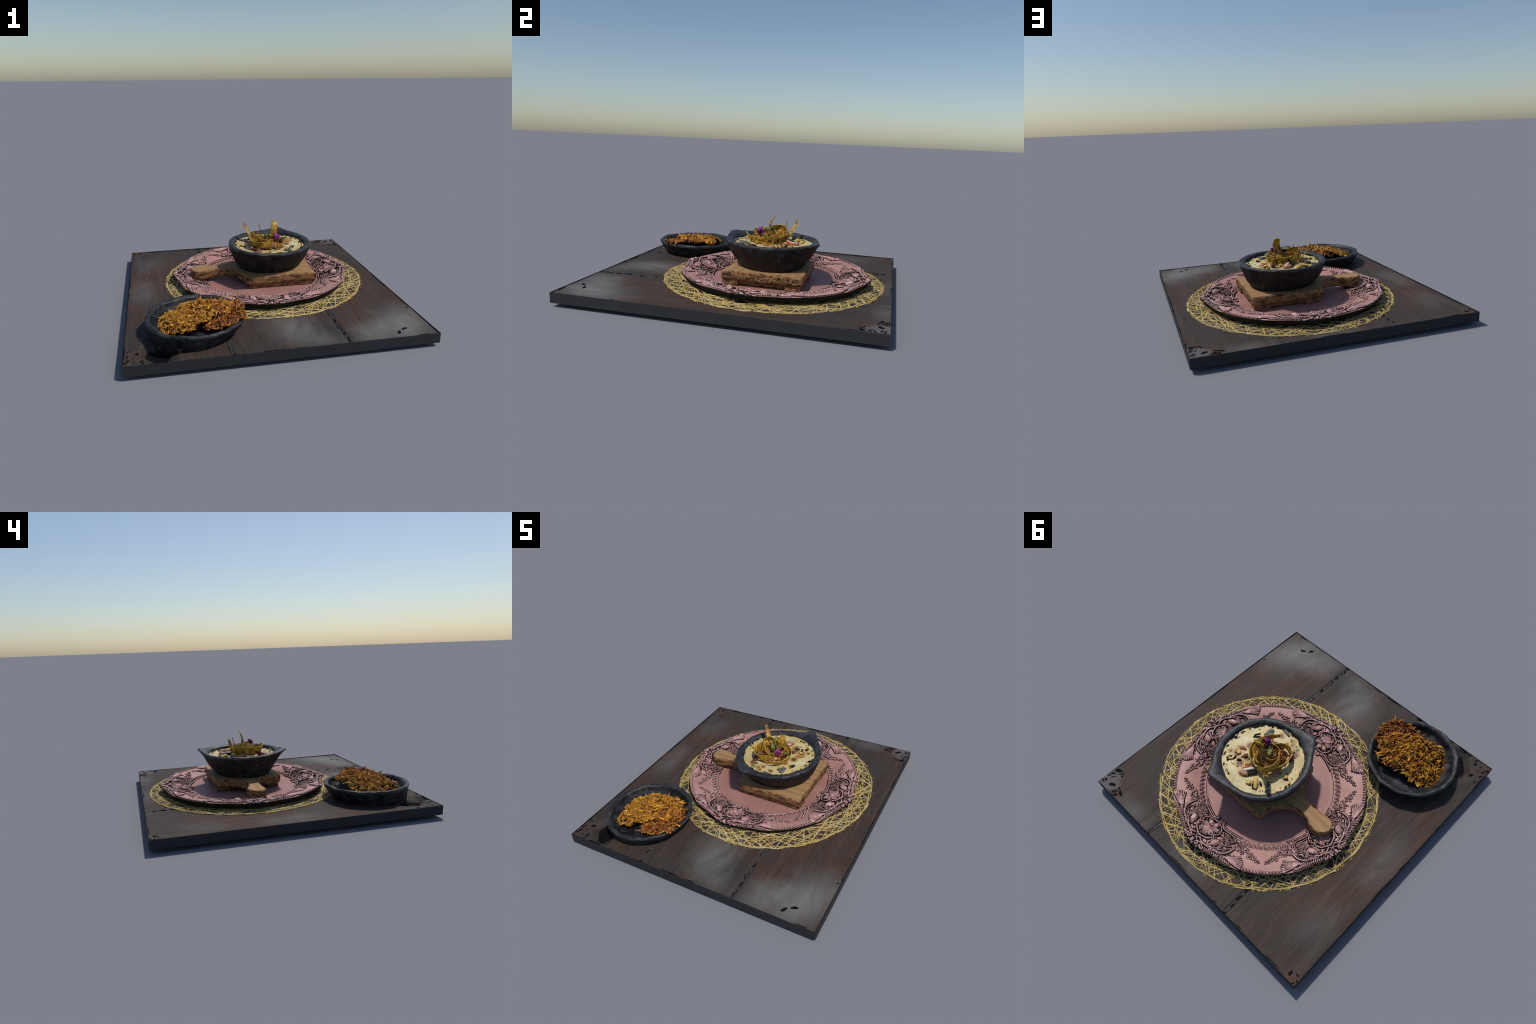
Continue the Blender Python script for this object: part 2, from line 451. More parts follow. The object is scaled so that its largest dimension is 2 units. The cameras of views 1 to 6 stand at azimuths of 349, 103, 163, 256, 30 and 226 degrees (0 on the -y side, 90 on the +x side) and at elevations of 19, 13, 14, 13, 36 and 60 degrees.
plank(lambda y: seam_x(1, y) + gap, lambda y: HX - 0.004, "plank", 9.0)

# crumbly filler in the seams
mb = MB()
for k in (0, 1):
    pts = [Vector((seam_x(k, y), y, ZT - 0.008 + 0.003 * nz(y * 20, k))) for y in [-0.992 + 1.984 * i / 160 for i in range(161)]]
    tube(mb, pts, lambda t: 0.011, 6, 0.5)
put("seam_filler", mb.mesh("seam_filler", [M["groove"]]), table)

def chip(mb, x, y, L, Wd, ang, z=None, h=0.0006, mat=0, seed=0.0, tilt=0.0):
    """thin irregular flake lying on a surface"""
    k = 12; lo, hi = [], []
    if z is None: z = table_z(x, y)[0] + 0.0010
    for i in range(k):
        a = 2 * pi * i / k
        q = 1 + 0.55 * nz(cos(a) * 1.3 + seed, sin(a) * 1.3, seed * 1.7) + 0.35 * nz(cos(a) * 3 + seed, sin(a) * 3, seed)
        px, py = L * q * cos(a), Wd * q * sin(a)
        X, Y = x + px * cos(ang) - py * sin(ang), y + px * sin(ang) + py * cos(ang)
        X, Y = max(-HX + .002, min(HX - .002, X)), max(-HY + .002, min(HY - .002, Y))
        lo.append(Vector((X, Y, z - 0.003)))
        hi.append(Vector((x + (X - x) * 0.86, y + (Y - y) * 0.86, z + h + tilt * px)))
    rings(mb, [lo, hi], mat, True, True)

mb = MB()
r2 = random.Random(5)
for x, y, L, Wd, a in ((0.765, -0.885, 0.030, 0.010, 0.45), (0.715, -0.92, 0.022, 0.012, 0.9), (0.93, -0.60, 0.010, 0.006, 1.0),
                       (0.69, 0.25, 0.008, 0.004, 0)):
    chip(mb, x, y, L, Wd, a, seed=x * 7)
for i in range(26):     # flaked corner far right
    x, y = r2.uniform(0.74, 0.94), r2.uniform(0.84, 0.985)
    if x + y < 1.70: continue
    chip(mb, x, y, r2.uniform(0.010, 0.032), r2.uniform(0.004, 0.012), r2.uniform(-0.4, 1.2), seed=i * 1.3)
for i in range(44):     # flaked corner behind the dish
    x, y = r2.uniform(-0.945, -0.76), r2.uniform(-0.99, -0.80)
    if x + y > -1.72 or math.hypot(x + 0.768, y + 0.88) < 0.11: continue
    chip(mb, x, y, r2.uniform(0.010, 0.030), r2.uniform(0.004, 0.011), r2.uniform(0.4, 2.0), seed=i * 2.1)
for i in range(7):      # dings near the other two corners
    chip(mb, r2.uniform(-0.945, -0.88), r2.uniform(0.93, 0.99), r2.uniform(0.006, 0.016), r2.uniform(0.003, 0.007), r2.uniform(0, 3), seed=i * 3.1)
for i in range(46):     # chips along the seams
    k = i % 2; y = r2.uniform(-0.98, 0.98)
    chip(mb, seam_x(k, y) + r2.uniform(-0.010, 0.010), y, r2.uniform(0.008, 0.03), r2.uniform(0.002, 0.005), pi / 2 + r2.uniform(-0.2, 0.2), seed=i * 0.77, h=0.0014)
for i in range(30):     # broken dark edge line
    t = r2.uniform(-0.97, 0.97); s = i % 4
    x, y = ((t * 0.9, -0.988), (t * 0.9, 0.988), (-0.945, t), (0.945, t))[s]
    chip(mb, x, y, r2.uniform(0.02, 0.07), 0.003, 0 if s < 2 else pi / 2, seed=i * 0.9, h=0.001)
put("black_chip", mb.mesh("black_chip", [M["black"]], False), table, kind="stuff")

# ------------------------------------------------------------------ placemat
MC = Vector((0.087, 0.177, 0)); MR = 0.758
mat_ob = top("woven_placemat", (MC.x, MC.y, ZT), "round open-weave placemat of crossing golden straw strands", "placemat")
r3 = random.Random(11)
def strand(p, q, wd, z0, bow=0.0, name="straw_strand"):
    n = 8; pts = []
    d = Vector((q[0] - p[0], q[1] - p[1], 0)); s = Vector((-d.y, d.x, 0)).normalized()
    ph = r3.uniform(0, 6)
    for i in range(n + 1):
        t = i / n
        c = Vector((p[0], p[1], 0)) + d * t + s * (bow * 4 * t * (1 - t) + 0.003 * sin(ph + t * 7))
        c.z = z0 + 0.0012 * sin(ph * 2 + t * 9)
        pts.append(c)
    mb = MB()
    tube(mb, pts, lambda t: wd * (1 + 0.25 * sin(ph + 11 * t)), 6, 0.55)
    put(name, mb.mesh(name, [M["straw"]]), mat_ob)
def pr(r, a): return (r * cos(a), r * sin(a))
for i in range(76):        # long crossing chords
    a = 2 * pi * i / 76 + r3.uniform(-0.05, 0.05)
    span = r3.uniform(1.0, 1.75)
    strand(pr(MR - r3.uniform(0, 0.012), a), pr(MR - r3.uniform(0, 0.012), a + span), r3.uniform(0.0026, 0.0040), r3.uniform(0.001, 0.0038), r3.uniform(-0.012, 0.012))
for i in range(136):       # steep short struts
    a = 2 * pi * i / 136 + r3.uniform(-0.03, 0.03); da = r3.choice((-1, 1)) * r3.uniform(0.02, 0.24)
    strand(pr(MR - r3.uniform(0, 0.01), a), pr(r3.uniform(0.57, 0.62), a + da), r3.uniform(0.0024, 0.0037), r3.uniform(0.001, 0.004))
for ring_r, cnt in ((MR - 0.002, 30), (MR - 0.010, 26), (MR - 0.070, 22)):   # rim bundle, made of overlapping segments
    for i in range(cnt):
        a = 2 * pi * i / cnt + r3.uniform(-0.05, 0.05); sp = 2 * pi / cnt * r3.uniform(1.1, 1.4)
        wv = 0.006 if ring_r > MR - 0.05 else 0.022
        rr = ring_r + r3.uniform(-wv, wv)
        strand(pr(rr, a), pr(ring_r + r3.uniform(-wv, wv), a + sp), r3.uniform(0.0030, 0.0044), r3.uniform(0.002, 0.0045), -rr * (1 - cos(sp / 2)) * 0.9)
mb = MB()                  # frayed straw tips around the edge
for i in range(150):
    a = r3.uniform(0, 2 * pi); r = MR + r3.uniform(-0.006, 0.006); L = r3.uniform(0.008, 0.020); t = a + r3.uniform(-1.2, 1.2)
    p = Vector((*pr(r, a), r3.uniform(0.001, 0.004)))
    tube(mb, [p, p + Vector((cos(t) * L, sin(t) * L, r3.uniform(-0.002, 0.003)))], lambda u: 0.0034 * (1 - 0.5 * u), 5, 0.7)
put("frayed_tips", mb.mesh("frayed_tips", [M["straw"]]), mat_ob, kind="stuff")

# ------------------------------------------------------------------ charger plate
PC = Vector((0.068, 0.184, ZT + 0.0105))
CART0 = radians(85.0)          # direction of the first cartouche
plate = top("charger_plate", PC, "round rose-copper charger plate with embossed baroque rim", "plate", rot=(Matrix.Rotation(radians(0.12), 3, "X") @ Matrix.Rotation(radians(-0.2), 3, "Y") @ Matrix.Rotation(CART0, 3, "Z")).to_euler())

plate.scale = (0.992, 1.011, 1.0)          # very slightly oval
def cart_angle(a):             # signed angle to the nearest cartouche centre
    return (a + pi / 4) % (pi / 2) - pi / 4
def plate_R(a):
    d = abs(math.degrees(cart_angle(a)))
    R = 0.656 - 0.009 * exp(-((d - 17) / 7) ** 2) + 0.013 * exp(-((d) / 5.5) ** 2)
    return R + 0.0035 * sin(d * 1.9) * exp(-((d - 5) / 5) ** 2)
PROF = [(0.0, 0.004), (0.40, 0.004), (0.425, 0.0045), (0.437, 0.008), (0.46, 0.012), (0.50, 0.027), (0.55, 0.0425), (0.60, 0.0495), (0.63, 0.0505), (0.657, 0.050)]
def plate_z(r):
    for (a, za), (b, zb) in zip(PROF, PROF[1:]):
        if r <= b:
            return za + (zb - za) * sstep(0, 1, (r - a) / (b - a)) if b in (0.425, 0.437) else za + (zb - za) * (r - a) / (b - a)
    return PROF[-1][1]
def on_plate(r, a, h=0.0):
    """point on the plate face, a in radians from a cartouche centre"""
    return Vector((r * cos(a), r * sin(a), plate_z(r) + h))
NA = 432
def ploop(f, z): return [Vector((f(a) * cos(a), f(a) * sin(a), z(a) if callable(z) else z)) for a in [2 * pi * i / NA for i in range(NA)]]
mb = MB(); loops = []
for r in [0.02, 0.1, 0.2, 0.3, 0.36, 0.40, 0.412, 0.425, 0.431, 0.437, 0.445, 0.46, 0.48, 0.50, 0.525, 0.55, 0.575, 0.60, 0.62, 0.638]:
    loops.append(ploop(lambda a, r=r: min(r, plate_R(a) - 0.008), plate_z(r)))
loops.append(ploop(lambda a: plate_R(a) - 0.004, 0.0505)); loops.append(ploop(lambda a: plate_R(a), 0.0475))
loops.append(ploop(lambda a: plate_R(a) - 0.002, 0.044))
rings(mb, loops, 0, True, False)
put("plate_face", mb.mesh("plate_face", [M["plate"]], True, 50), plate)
mb = MB()
lo = [ploop(lambda a: plate_R(a) - 0.002, 0.044), ploop(lambda a: plate_R(a) - 0.010, 0.024), ploop(lambda a: plate_R(a) - 0.024, 0.006), ploop(lambda a: 0.60, -0.003), ploop(lambda a: 0.50, -0.004)]
rings(mb, lo, 0, False, True)
put("plate_underside", mb.mesh("plate_underside", [M["under"]], True), plate)

# relief pieces: every raised stroke sits on a slightly wider black stroke
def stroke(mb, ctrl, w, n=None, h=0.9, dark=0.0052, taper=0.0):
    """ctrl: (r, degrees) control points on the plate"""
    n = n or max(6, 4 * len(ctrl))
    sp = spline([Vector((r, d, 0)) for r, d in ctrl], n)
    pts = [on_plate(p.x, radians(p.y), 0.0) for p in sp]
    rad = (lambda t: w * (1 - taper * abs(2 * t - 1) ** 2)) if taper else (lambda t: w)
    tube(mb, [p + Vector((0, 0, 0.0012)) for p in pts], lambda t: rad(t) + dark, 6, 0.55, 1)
    tube(mb, [p + Vector((0, 0, 0.002)) for p in pts], rad, 7, h * 1.5, 0)
def spiral(mb, r, d, size, turns, start, w, sgn=1):
    pts = []
    n = int(14 * turns) + 4
    for i in range(n):
        t = i / (n - 1); a = start + sgn * turns * 2 * pi * t; q = size * (1 - 0.82 * t)
        pts.append((r + q * cos(a), d + math.degrees(q * sin(a) / r)))
    stroke(mb, pts, w, n)
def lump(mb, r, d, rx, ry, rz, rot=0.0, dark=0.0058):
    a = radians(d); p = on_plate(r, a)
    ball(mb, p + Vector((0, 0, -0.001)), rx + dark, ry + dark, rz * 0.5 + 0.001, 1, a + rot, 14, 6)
    ball(mb, p + Vector((0, 0, 0.0015)), rx, ry, rz, 0, a + rot, 14, 7)
RM = [M["relief"], M["relief_black"]]
def quad_copies(name, mb):
    me = mb.mesh(name, RM)
    for k in range(4):
        put(name, me, plate, rot=(0, 0, k * pi / 2))

# rosette: granular disc, pointed petals, centre button
mb = MB()
def disc_pt(q, a, h):
    x, y = 0.515 + q * cos(a), q * 0.92 * sin(a)
    return on_plate(sqrt(x * x + y * y), math.atan2(y, x), h)
rings(mb, [[disc_pt(q, 2 * pi * i / 40, h) for i in range(40)] for q, h in ((0.074, -0.004), (0.070, 0.0022), (0.04, 0.0026), (0.01, 0.0026))], 1, False, True)
for i in range(7):
    a = 2 * pi * i / 7 + 0.25
    px, py = 0.515 + 0.036 * cos(a), 0.036 * sin(a)
    R_, D_ = sqrt(px * px + py * py), math.degrees(math.atan2(py, px))
    ptl = []
    for j in range(14):
        b = 2 * pi * j / 14
        u, v = 0.026 * cos(b), 0.0125 * sin(b)
        x, y = px + u * cos(a) - v * sin(a), py + u * sin(a) + v * cos(a)
        ptl.append(on_plate(sqrt(x * x + y * y), math.atan2(y, x), 0.0055))
    ball(mb, on_plate(R_, radians(D_), 0.001), 0.0245, 0.0115, 0.0055, 0, a, 12, 6)
    tube(mb, ptl, 0.0026, 5, 1.0, 0, closed=True)
    tube(mb, [on_plate(sqrt((0.515 + q * cos(a)) ** 2 + (q * sin(a)) ** 2), math.atan2(q * sin(a), 0.515 + q * cos(a)), 0.0066) for q in (0.018, 0.032, 0.05)], 0.0013, 4, 1, 1)
for i in range(230):
    a = rng.uniform(0, 2 * pi); q = 0.069 * sqrt(rng.random())
    x, y = 0.515 + q * cos(a), q * 0.9 * sin(a)
    ball(mb, on_plate(sqrt(x * x + y * y), math.atan2(y, x), 0.0035), rng.uniform(0.002, 0.004), None, 0.003, 0, 0, 6, 4)
lump(mb, 0.515, 0, 0.011, 0.011, 0.016)
quad_copies("rosette", mb)

# scrollwork around the rosette
mb = MB()
for s in (1, -1):
    S = lambda c: [(r, d * s) for r, d in c]
    stroke(mb, S([(0.445, 0.5), (0.452, 5), (0.475, 8.2), (0.505, 9.0), (0.53, 7.2), (0.548, 8.4)]), 0.0048, 22)
    stroke(mb, S([(0.60, 0.0), (0.588, 3), (0.575, 6), (0.555, 7.0)]), 0.006, 14)
    stroke(mb, S([(0.605, 2), (0.62, 5), (0.618, 9), (0.605, 12)]), 0.0065, 14)
    # egg boss with crescents
    lump(mb, 0.567, 11.6 * s, 0.034, 0.023, 0.017, rot=-0.75 * s)
    for k, sc in enumerate((1.35, 1.7, 2.05)):
        arc = []
        for i in range(15):
            b = radians(-60 + 170 * i / 14)
            u, v = 0.030 * sc * cos(b), 0.024 * sc * sin(b)
            rr = 0.567 + u * cos(-0.75) - v * sin(-0.75) * -1
            dd = (11.6 + math.degrees((u * 0.55 + v * 0.8) / 0.567)) * s
            arc.append((min(rr, 0.634), dd))
        stroke(mb, arc, 0.0042 - 0.0006 * k, 18)
    # long C-scroll sweeping to the sprig, ending in a curl
    stroke(mb, S([(0.612, 14), (0.607, 18), (0.588, 21.5), (0.558, 23.6), (0.532, 24.4)]), 0.0062, 20)
    stroke(mb, S([(0.592, 15.5), (0.582, 18), (0.566, 20.4), (0.548, 21.6)]), 0.0034, 16)
    spiral(mb, 0.525, 25.6 * s, 0.017, 1.5, 0.6, 0.0036, s)
    # inner curl and the frame of the trellis
    spiral(mb, 0.424, 3.5 * s, 0.0125, 1.3, pi, 0.0042, -s)
    stroke(mb, S([(0.435, 4.8), (0.449, 7.5), (0.4515, 11), (0.4505, 15), (0.456, 19), (0.472, 22), (0.49, 23)]), 0.0046, 26)
    stroke(mb, S([(0.436, 6), (0.4385, 12), (0.4385, 18), (0.4385, 26)]), 0.0036, 18)
    stroke(mb, S([(0.536, 14.0), (0.545, 17), (0.54, 20), (0.525, 22)]), 0.0036, 14)
    for k in range(4):   # small acanthus tufts
        lump(mb, 0.50 + 0.012 * k, (24.5 + 0.9 * k) * s, 0.010, 0.0045, 0.006, rot=(0.6 + 0.3 * k) * s, dark=0.003)
    lump(mb, 0.470, 25.0 * s, 0.008, 0.006, 0.006); lump(mb, 0.612, 22.6 * s, 0.012, 0.007, 0.007, rot=0.9 * s)
quad_copies("scrollwork", mb)

# trellis patches
mb = MB()
for s in (1, -1):
    for i in range(6):
        d = 12.3 + 1.75 * i
        stroke(mb, [(0.462 + 0.002 * i, d * s), (0.495, (d + 0.6) * s), (0.528 - 0.003 * i, (d + 1.2) * s)], 0.0019, 7, dark=0.0030)
    for i in range(5):
        r = 0.466 + 0.0145 * i
        stroke(mb, [(r, 12.2 * s), (r + 0.001, 17 * s), (r + 0.002, 21.4 * s)], 0.0019, 8, dark=0.0030)
    for i in range(5):
        for j in range(4):
            ball(mb, on_plate(0.473 + 0.0145 * j, radians((13.4 + 1.75 * i) * s), 0.001), 0.0032, 0.0032, 0.003, 0, 0, 6, 4)
quad_copies("trellis", mb)

# shell fans and outer leaf rows
mb = MB()
for s in (1, -1):
    for k in range(7):
        t = k / 6
        tr, td = 0.648 - 0.075 * t, 31.5 + 3.0 * sin(pi * (0.25 + 0.6 * t)) - 1.2 * t
        stroke(mb, [(0.612 - 0.012 * t, 23.2 * s), (0.5 * (0.615 + tr) - 0.004 * t, 27.5 * s), (tr, td * s)], 0.0056 - 0.0012 * t, 10, 0.9, 0.0042)
quad_copies("shell_fan", mb)
mb = MB()
for s in (1, -1):
    for k in range(15):
        d = 8.2 + 1.28 * k
        rr = plate_R(radians(d)) - 0.013
        lump(mb, rr - 0.001, d * s, 0.0125, 0.0045, 0.0065, rot=0.75 * s, dark=0.0038)
    for k in range(8):
        d = 10.5 + 1.6 * k
        lump(mb, plate_R(radians(d)) - 0.033, d * s, 0.010, 0.0038, 0.005, rot=0.95 * s, dark=0.0028)
quad_copies("leaf_border", mb)
# crown finial that breaks the rim
mb = MB()
lump(mb, 0.655, 0, 0.017, 0.011, 0.012)
for s in (1, -1):
    spiral(mb, 0.647, 3.0 * s, 0.0155, 1.4, 0, 0.0044, s)
    lump(mb, 0.667, 1.5 * s, 0.008, 0.006, 0.008); lump(mb, 0.662, 5.0 * s, 0.009, 0.007, 0.007)
    stroke(mb, [(0.622, 0.8 * s), (0.632, 2.4 * s), (0.629, 5.5 * s), (0.640, 7.2 * s)], 0.0042, 12)
quad_copies("crown_finial", mb)

# black flecks strewn between the ornaments of each cartouche
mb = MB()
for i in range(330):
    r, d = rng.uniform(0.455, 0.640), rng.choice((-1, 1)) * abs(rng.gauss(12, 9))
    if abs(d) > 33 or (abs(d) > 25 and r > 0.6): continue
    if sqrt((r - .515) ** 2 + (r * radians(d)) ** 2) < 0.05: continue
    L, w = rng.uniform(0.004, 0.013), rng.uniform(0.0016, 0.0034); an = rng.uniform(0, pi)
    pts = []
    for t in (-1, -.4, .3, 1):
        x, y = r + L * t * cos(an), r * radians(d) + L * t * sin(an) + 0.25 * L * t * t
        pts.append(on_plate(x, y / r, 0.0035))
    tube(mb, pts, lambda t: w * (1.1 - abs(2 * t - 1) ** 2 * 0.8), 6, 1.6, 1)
quad_copies("recess_flecks", mb)

# flower sprigs in the plain fields
mb = MB()
def blossom(r, d, q, n=5):
    for i in range(n):
        a = 2 * pi * i / n + 0.4
        x, y = r + q * cos(a), q * sin(a)
        lump(mb, sqrt(x * x + y * y), d + math.degrees(math.atan2(y, x)), q * 0.46, q * 0.36, 0.0065, rot=a, dark=0.0042)
    lump(mb, r, d, q * 0.32, q * 0.32, 0.009, dark=0.0)
for s in (1, -1):
    blossom(0.524, 30.4 * s, 0.0185, 6); blossom(0.546, 36.6 * s, 0.0175); blossom(0.502, 27.2 * s, 0.012)
    for r, d in ((0.566, 39.2), (0.578, 40.8), (0.583, 42.8), (0.570, 42.2), (0.556, 40.2)):
        lump(mb, r, d * s, 0.0072, 0.0054, 0.006, rot=d, dark=0.004)
    stroke(mb, [(0.522, 32.5 * s), (0.527, 34.5 * s), (0.548, 39 * s), (0.575, 42.2 * s)], 0.0018, 12, dark=0.0030)
    stroke(mb, [(0.505, 29 * s), (0.50, 31.5 * s), (0.505, 34 * s)], 0.0036, 9, taper=0.5); lump(mb, 0.512, 34.2 * s, 0.013, 0.0045, 0.004, rot=0.8 * s)
quad_copies("flower_sprig", mb)

# rope edge and egg-and-dart border of the plain fields
mb = MB()
for q in range(4):
    for k in range(15):
        d = q * 90 + 45 - 12.6 + 1.8 * k
        rr = plate_R(radians(d)) - 0.011
        lump(mb, rr, d, 0.0135, 0.0052, 0.0065, rot=0.7, dark=0.0040)
put("rope_edge", mb.mesh("rope_edge", RM), plate)
mb = MB()
for q in range(4):
    for k in range(11):
        d = q * 90 + 45 - 20.5 + 4.1 * k
        stroke(mb, [(0.484, d - 1.25), (0.464, d - 1.15), (0.4535, d), (0.464, d + 1.15), (0.484, d + 1.25)], 0.0024, 14, dark=0.0030)
        lump(mb, 0.471, d, 0.0095, 0.005, 0.004, dark=0.0015)
        lump(mb, 0.482, d + 2.05, 0.0055, 0.0035, 0.004, dark=0.0030)
put("egg_and_dart_border", mb.mesh("egg_and_dart_border", RM), plate)
mb = MB()
tube(mb, [on_plate(0.4435, 2 * pi * i / 240, 0.0) for i in range(240)], 0.0038, 7, 0.9, 0, closed=True)
tube(mb, [on_plate(0.4385, 2 * pi * i / 240, -0.0005) for i in range(240)], 0.0024, 5, 0.8, 1, closed=True)
put("well_ring", mb.mesh("well_ring", RM), plate)

# ------------------------------------------------------------------ serving board
board = top("serving_board", (0.17, 0.17, 0.100), "small square wooden serving board with rounded handle", "serving board")
BX = Vector((0.17, 0.17, 0.100))
Z0, Z1 = 0.140, 0.196
# outline counter-clockwise in plan, square body with the handle sweeping out towards -x
def outline():
    c = []
    body = [(0.418, -0.098), (0.425, 0.438)]
    c += [(0.432 + 0.008 * i / 30 + 0.003 * nz(i * 0.4, 3), -0.098 + 0.536 * i / 30) for i in range(31)]
    c += [(0.428 - 0.496 * i / 26, 0.443 - 0.006 * i / 26 + 0.002 * nz(i * 0.5, 8)) for i in range(27)]
    sp = spline([(-0.080, 0.434, 0), (-0.093, 0.410, 0), (-0.094, 0.372, 0), (-0.113, 0.316, 0), (-0.155, 0.262, 0), (-0.205, 0.229, 0), (-0.268, 0.217, 0), (-0.318, 0.228, 0), (-0.372, 0.251, 0), (-0.415, 0.256, 0),
                 (-0.458, 0.232, 0), (-0.479, 0.190, 0), (-0.470, 0.150, 0), (-0.435, 0.122, 0), (-0.372, 0.125, 0), (-0.293, 0.130, 0), (-0.235, 0.122, 0), (-0.180, 0.100, 0),
                 (-0.138, 0.052, 0), (-0.108, -0.010, 0), (-0.095, -0.065, 0), (-0.083, -0.090, 0)], 120)
    c += [(p.x, p.y) for p in sp]
    c += [(-0.076 + 0.502 * i / 26, -0.096 - 0.003 * i / 26 + 0.002 * nz(i * 0.5, 5)) for i in range(27)]
    return c
def resample(c, step, smooth):
    P = [Vector(p) for p in c]; out = [P[0]]; acc = 0.0
    for a, b in zip(P, P[1:] + P[:1]):
        L = (b - a).length
        while L > 0 and acc + L >= step:
            t = (step - acc) / L; a = a.lerp(b, t); out.append(a.copy()); L = (b - a).length; acc = 0.0
        acc += L
    for _ in range(smooth):
        out = [(out[i - 1] + 2 * out[i] + out[(i + 1) % len(out)]) / 4 for i in range(len(out))]
    return [(p.x, p.y) for p in out]
OC = resample(outline(), 0.0055, 5); n = len(OC)
cen = Vector((0.1, 0.17))
def inset(d):
    out = []
    for i in range(n):
        a, b = Vector(OC[i - 1]), Vector(OC[(i + 1) % n]); t = (b - a).normalized()
        p = Vector(OC[i]) - Vector((t.y, -t.x)) * d
        out.append(p)
    return out
def bl(d, z):
    """outline inset by d at height z; the handle droops and is a little thicker"""
    out = []
    for p in inset(d):
        k = sstep(-0.10, -0.46, p.x)
        out.append(Vector((p.x - BX.x, p.y - BX.y, z - BX.z + 0.004 * max(0.0, p.x - 0.15) / 0.28 + 0.003 * (p.y - 0.17) / 0.27 - 0.003 * k - 0.020 * k * (Z1 - z) / (Z1 - Z0))))
    return out
mb = MB()
rings(mb, [bl(0.009, Z1), bl(0.0115, Z1 + 0.0004)], 0, False, True)
put("board_top", mb.mesh("board_top", [M["board"]], False), board)
mb = MB()
edge_loops = [bl(0.006, Z0 - 0.002)]
for z, d in ((Z0 + 0.003, 0.001), (Z0 + 0.012, -0.0015), (Z0 + 0.022, -0.001), (Z0 + 0.032, -0.001), (Z1 - 0.012, -0.0005), (Z1 - 0.005, 0.0015), (Z1 - 0.001, 0.0055), (Z1, 0.009)):
    L = bl(d, z)
    for i, p in enumerate(L):
        k = 0.0045 * fbm(p.x * 14, p.y * 14, z * 60, 1.0, 2)
        p.x += k; p.y += k * 0.6
    edge_loops.append(L)
edge_loops[-1] = bl(0.009, Z1)
rings(mb, edge_loops, 0, True, False)
put("board_side", mb.mesh("board_side", [M["edge"]], True, 50), board)
mb0 = MB()
box(mb0, -0.058, 0.058, -0.05, 0.05, 0.0, Z0 - BX.z + 0.002, 0.004)
foot_me = mb0.mesh("board_foot", [M["edge"]], True, 30)
for fx, fy in ((0.366, -0.040), (0.366, 0.376), (-0.006, 0.372), (-0.006, -0.030)):
    put("board_foot", foot_me, board, (fx - BX.x, fy - BX.y, 0.0))
mb = MB(); box(mb, -0.045, 0.395, -0.086, 0.402, 0.101, Z0 + 0.004, 0.004)  # filler added below the board, where the scan closes the gap
put("underboard_filler", mb.mesh("underboard_filler", [M["edge"]], False), board, (-BX.x, -BX.y, -BX.z))
mb = MB()            # dark gouges on the sawn end
r4 = random.Random(8)
for i in range(70):
    y = r4.uniform(-0.09, 0.43); z = r4.uniform(Z0 + 0.006, Z1 - 0.006)
    x = 0.432 + 0.008 * (y + 0.098) / 0.536
    L = r4.uniform(0.008, 0.022); a = 0.5 if (y + z * 2) % 0.2 > 0.1 else -0.5
    tube(mb, [Vector((x - BX.x, y - BX.y - L / 2, z - BX.z - L * a * 0.3)), Vector((x + 0.001 - BX.x, y - BX.y, z - BX.z)), Vector((x - BX.x, y - BX.y + L / 2, z - BX.z + L * a * 0.3))],
         lambda t: 0.0018 * (1 - 0.7 * abs(2 * t - 1)) + 0.0004, 5, 1.0)
put("end_grain_gouges", mb.mesh("end_grain_gouges", [M["black"]]), board, kind="stuff")

# ------------------------------------------------------------------ soup bowl
BC = Vector((0.136, 0.170, 0.0)); LUG = radians(66.5)
bowl = top("soup_bowl", (BC.x, BC.y, 0.195), "dark clay bowl with pointed lugs, filled with cream soup", "soup bowl")
def rho(a, R=0.314, tip=0.381, blunt=0.373):
    p = (a - LUG + pi / 2) % pi - pi / 2
    p = abs(p); lim = math.acos(R / tip)
    r = R if p > lim else R / cos(lim - p)
    bl_ = blunt / max(0.2, cos(p))
    k = 0.012
    h = max(0.0, min(1.0, 0.5 + 0.5 * (bl_ - r) / k))     # smooth minimum of the two outlines
    q = (a - radians(34) + pi / 2) % pi - pi / 2          # the lugs lean a little to one side
    return bl_ * (1 - h) + r * h - k * h * (1 - h) + 0.008 * exp(-(q / radians(18)) ** 2)
def lugw(a): return max(0.0, (rho(a) - 0.314) / 0.057)
def foot(a, rp=0.247, rl=0.208):
    p = a - radians(108)
    return 1 / sqrt((cos(p) / rl) ** 2 + (sin(p) / rp) ** 2)
NB = 224
ANG = [2 * pi * i / NB for i in range(NB)]
BZ = 0.195
def wob(a, z, amp=0.004): return amp * fbm(cos(a) * 2.2, sin(a) * 2.2, z * 9, 1.3, 3) + 0.0028 * fbm(cos(a) * 9, sin(a) * 9, z * 34, 1.0, 2)
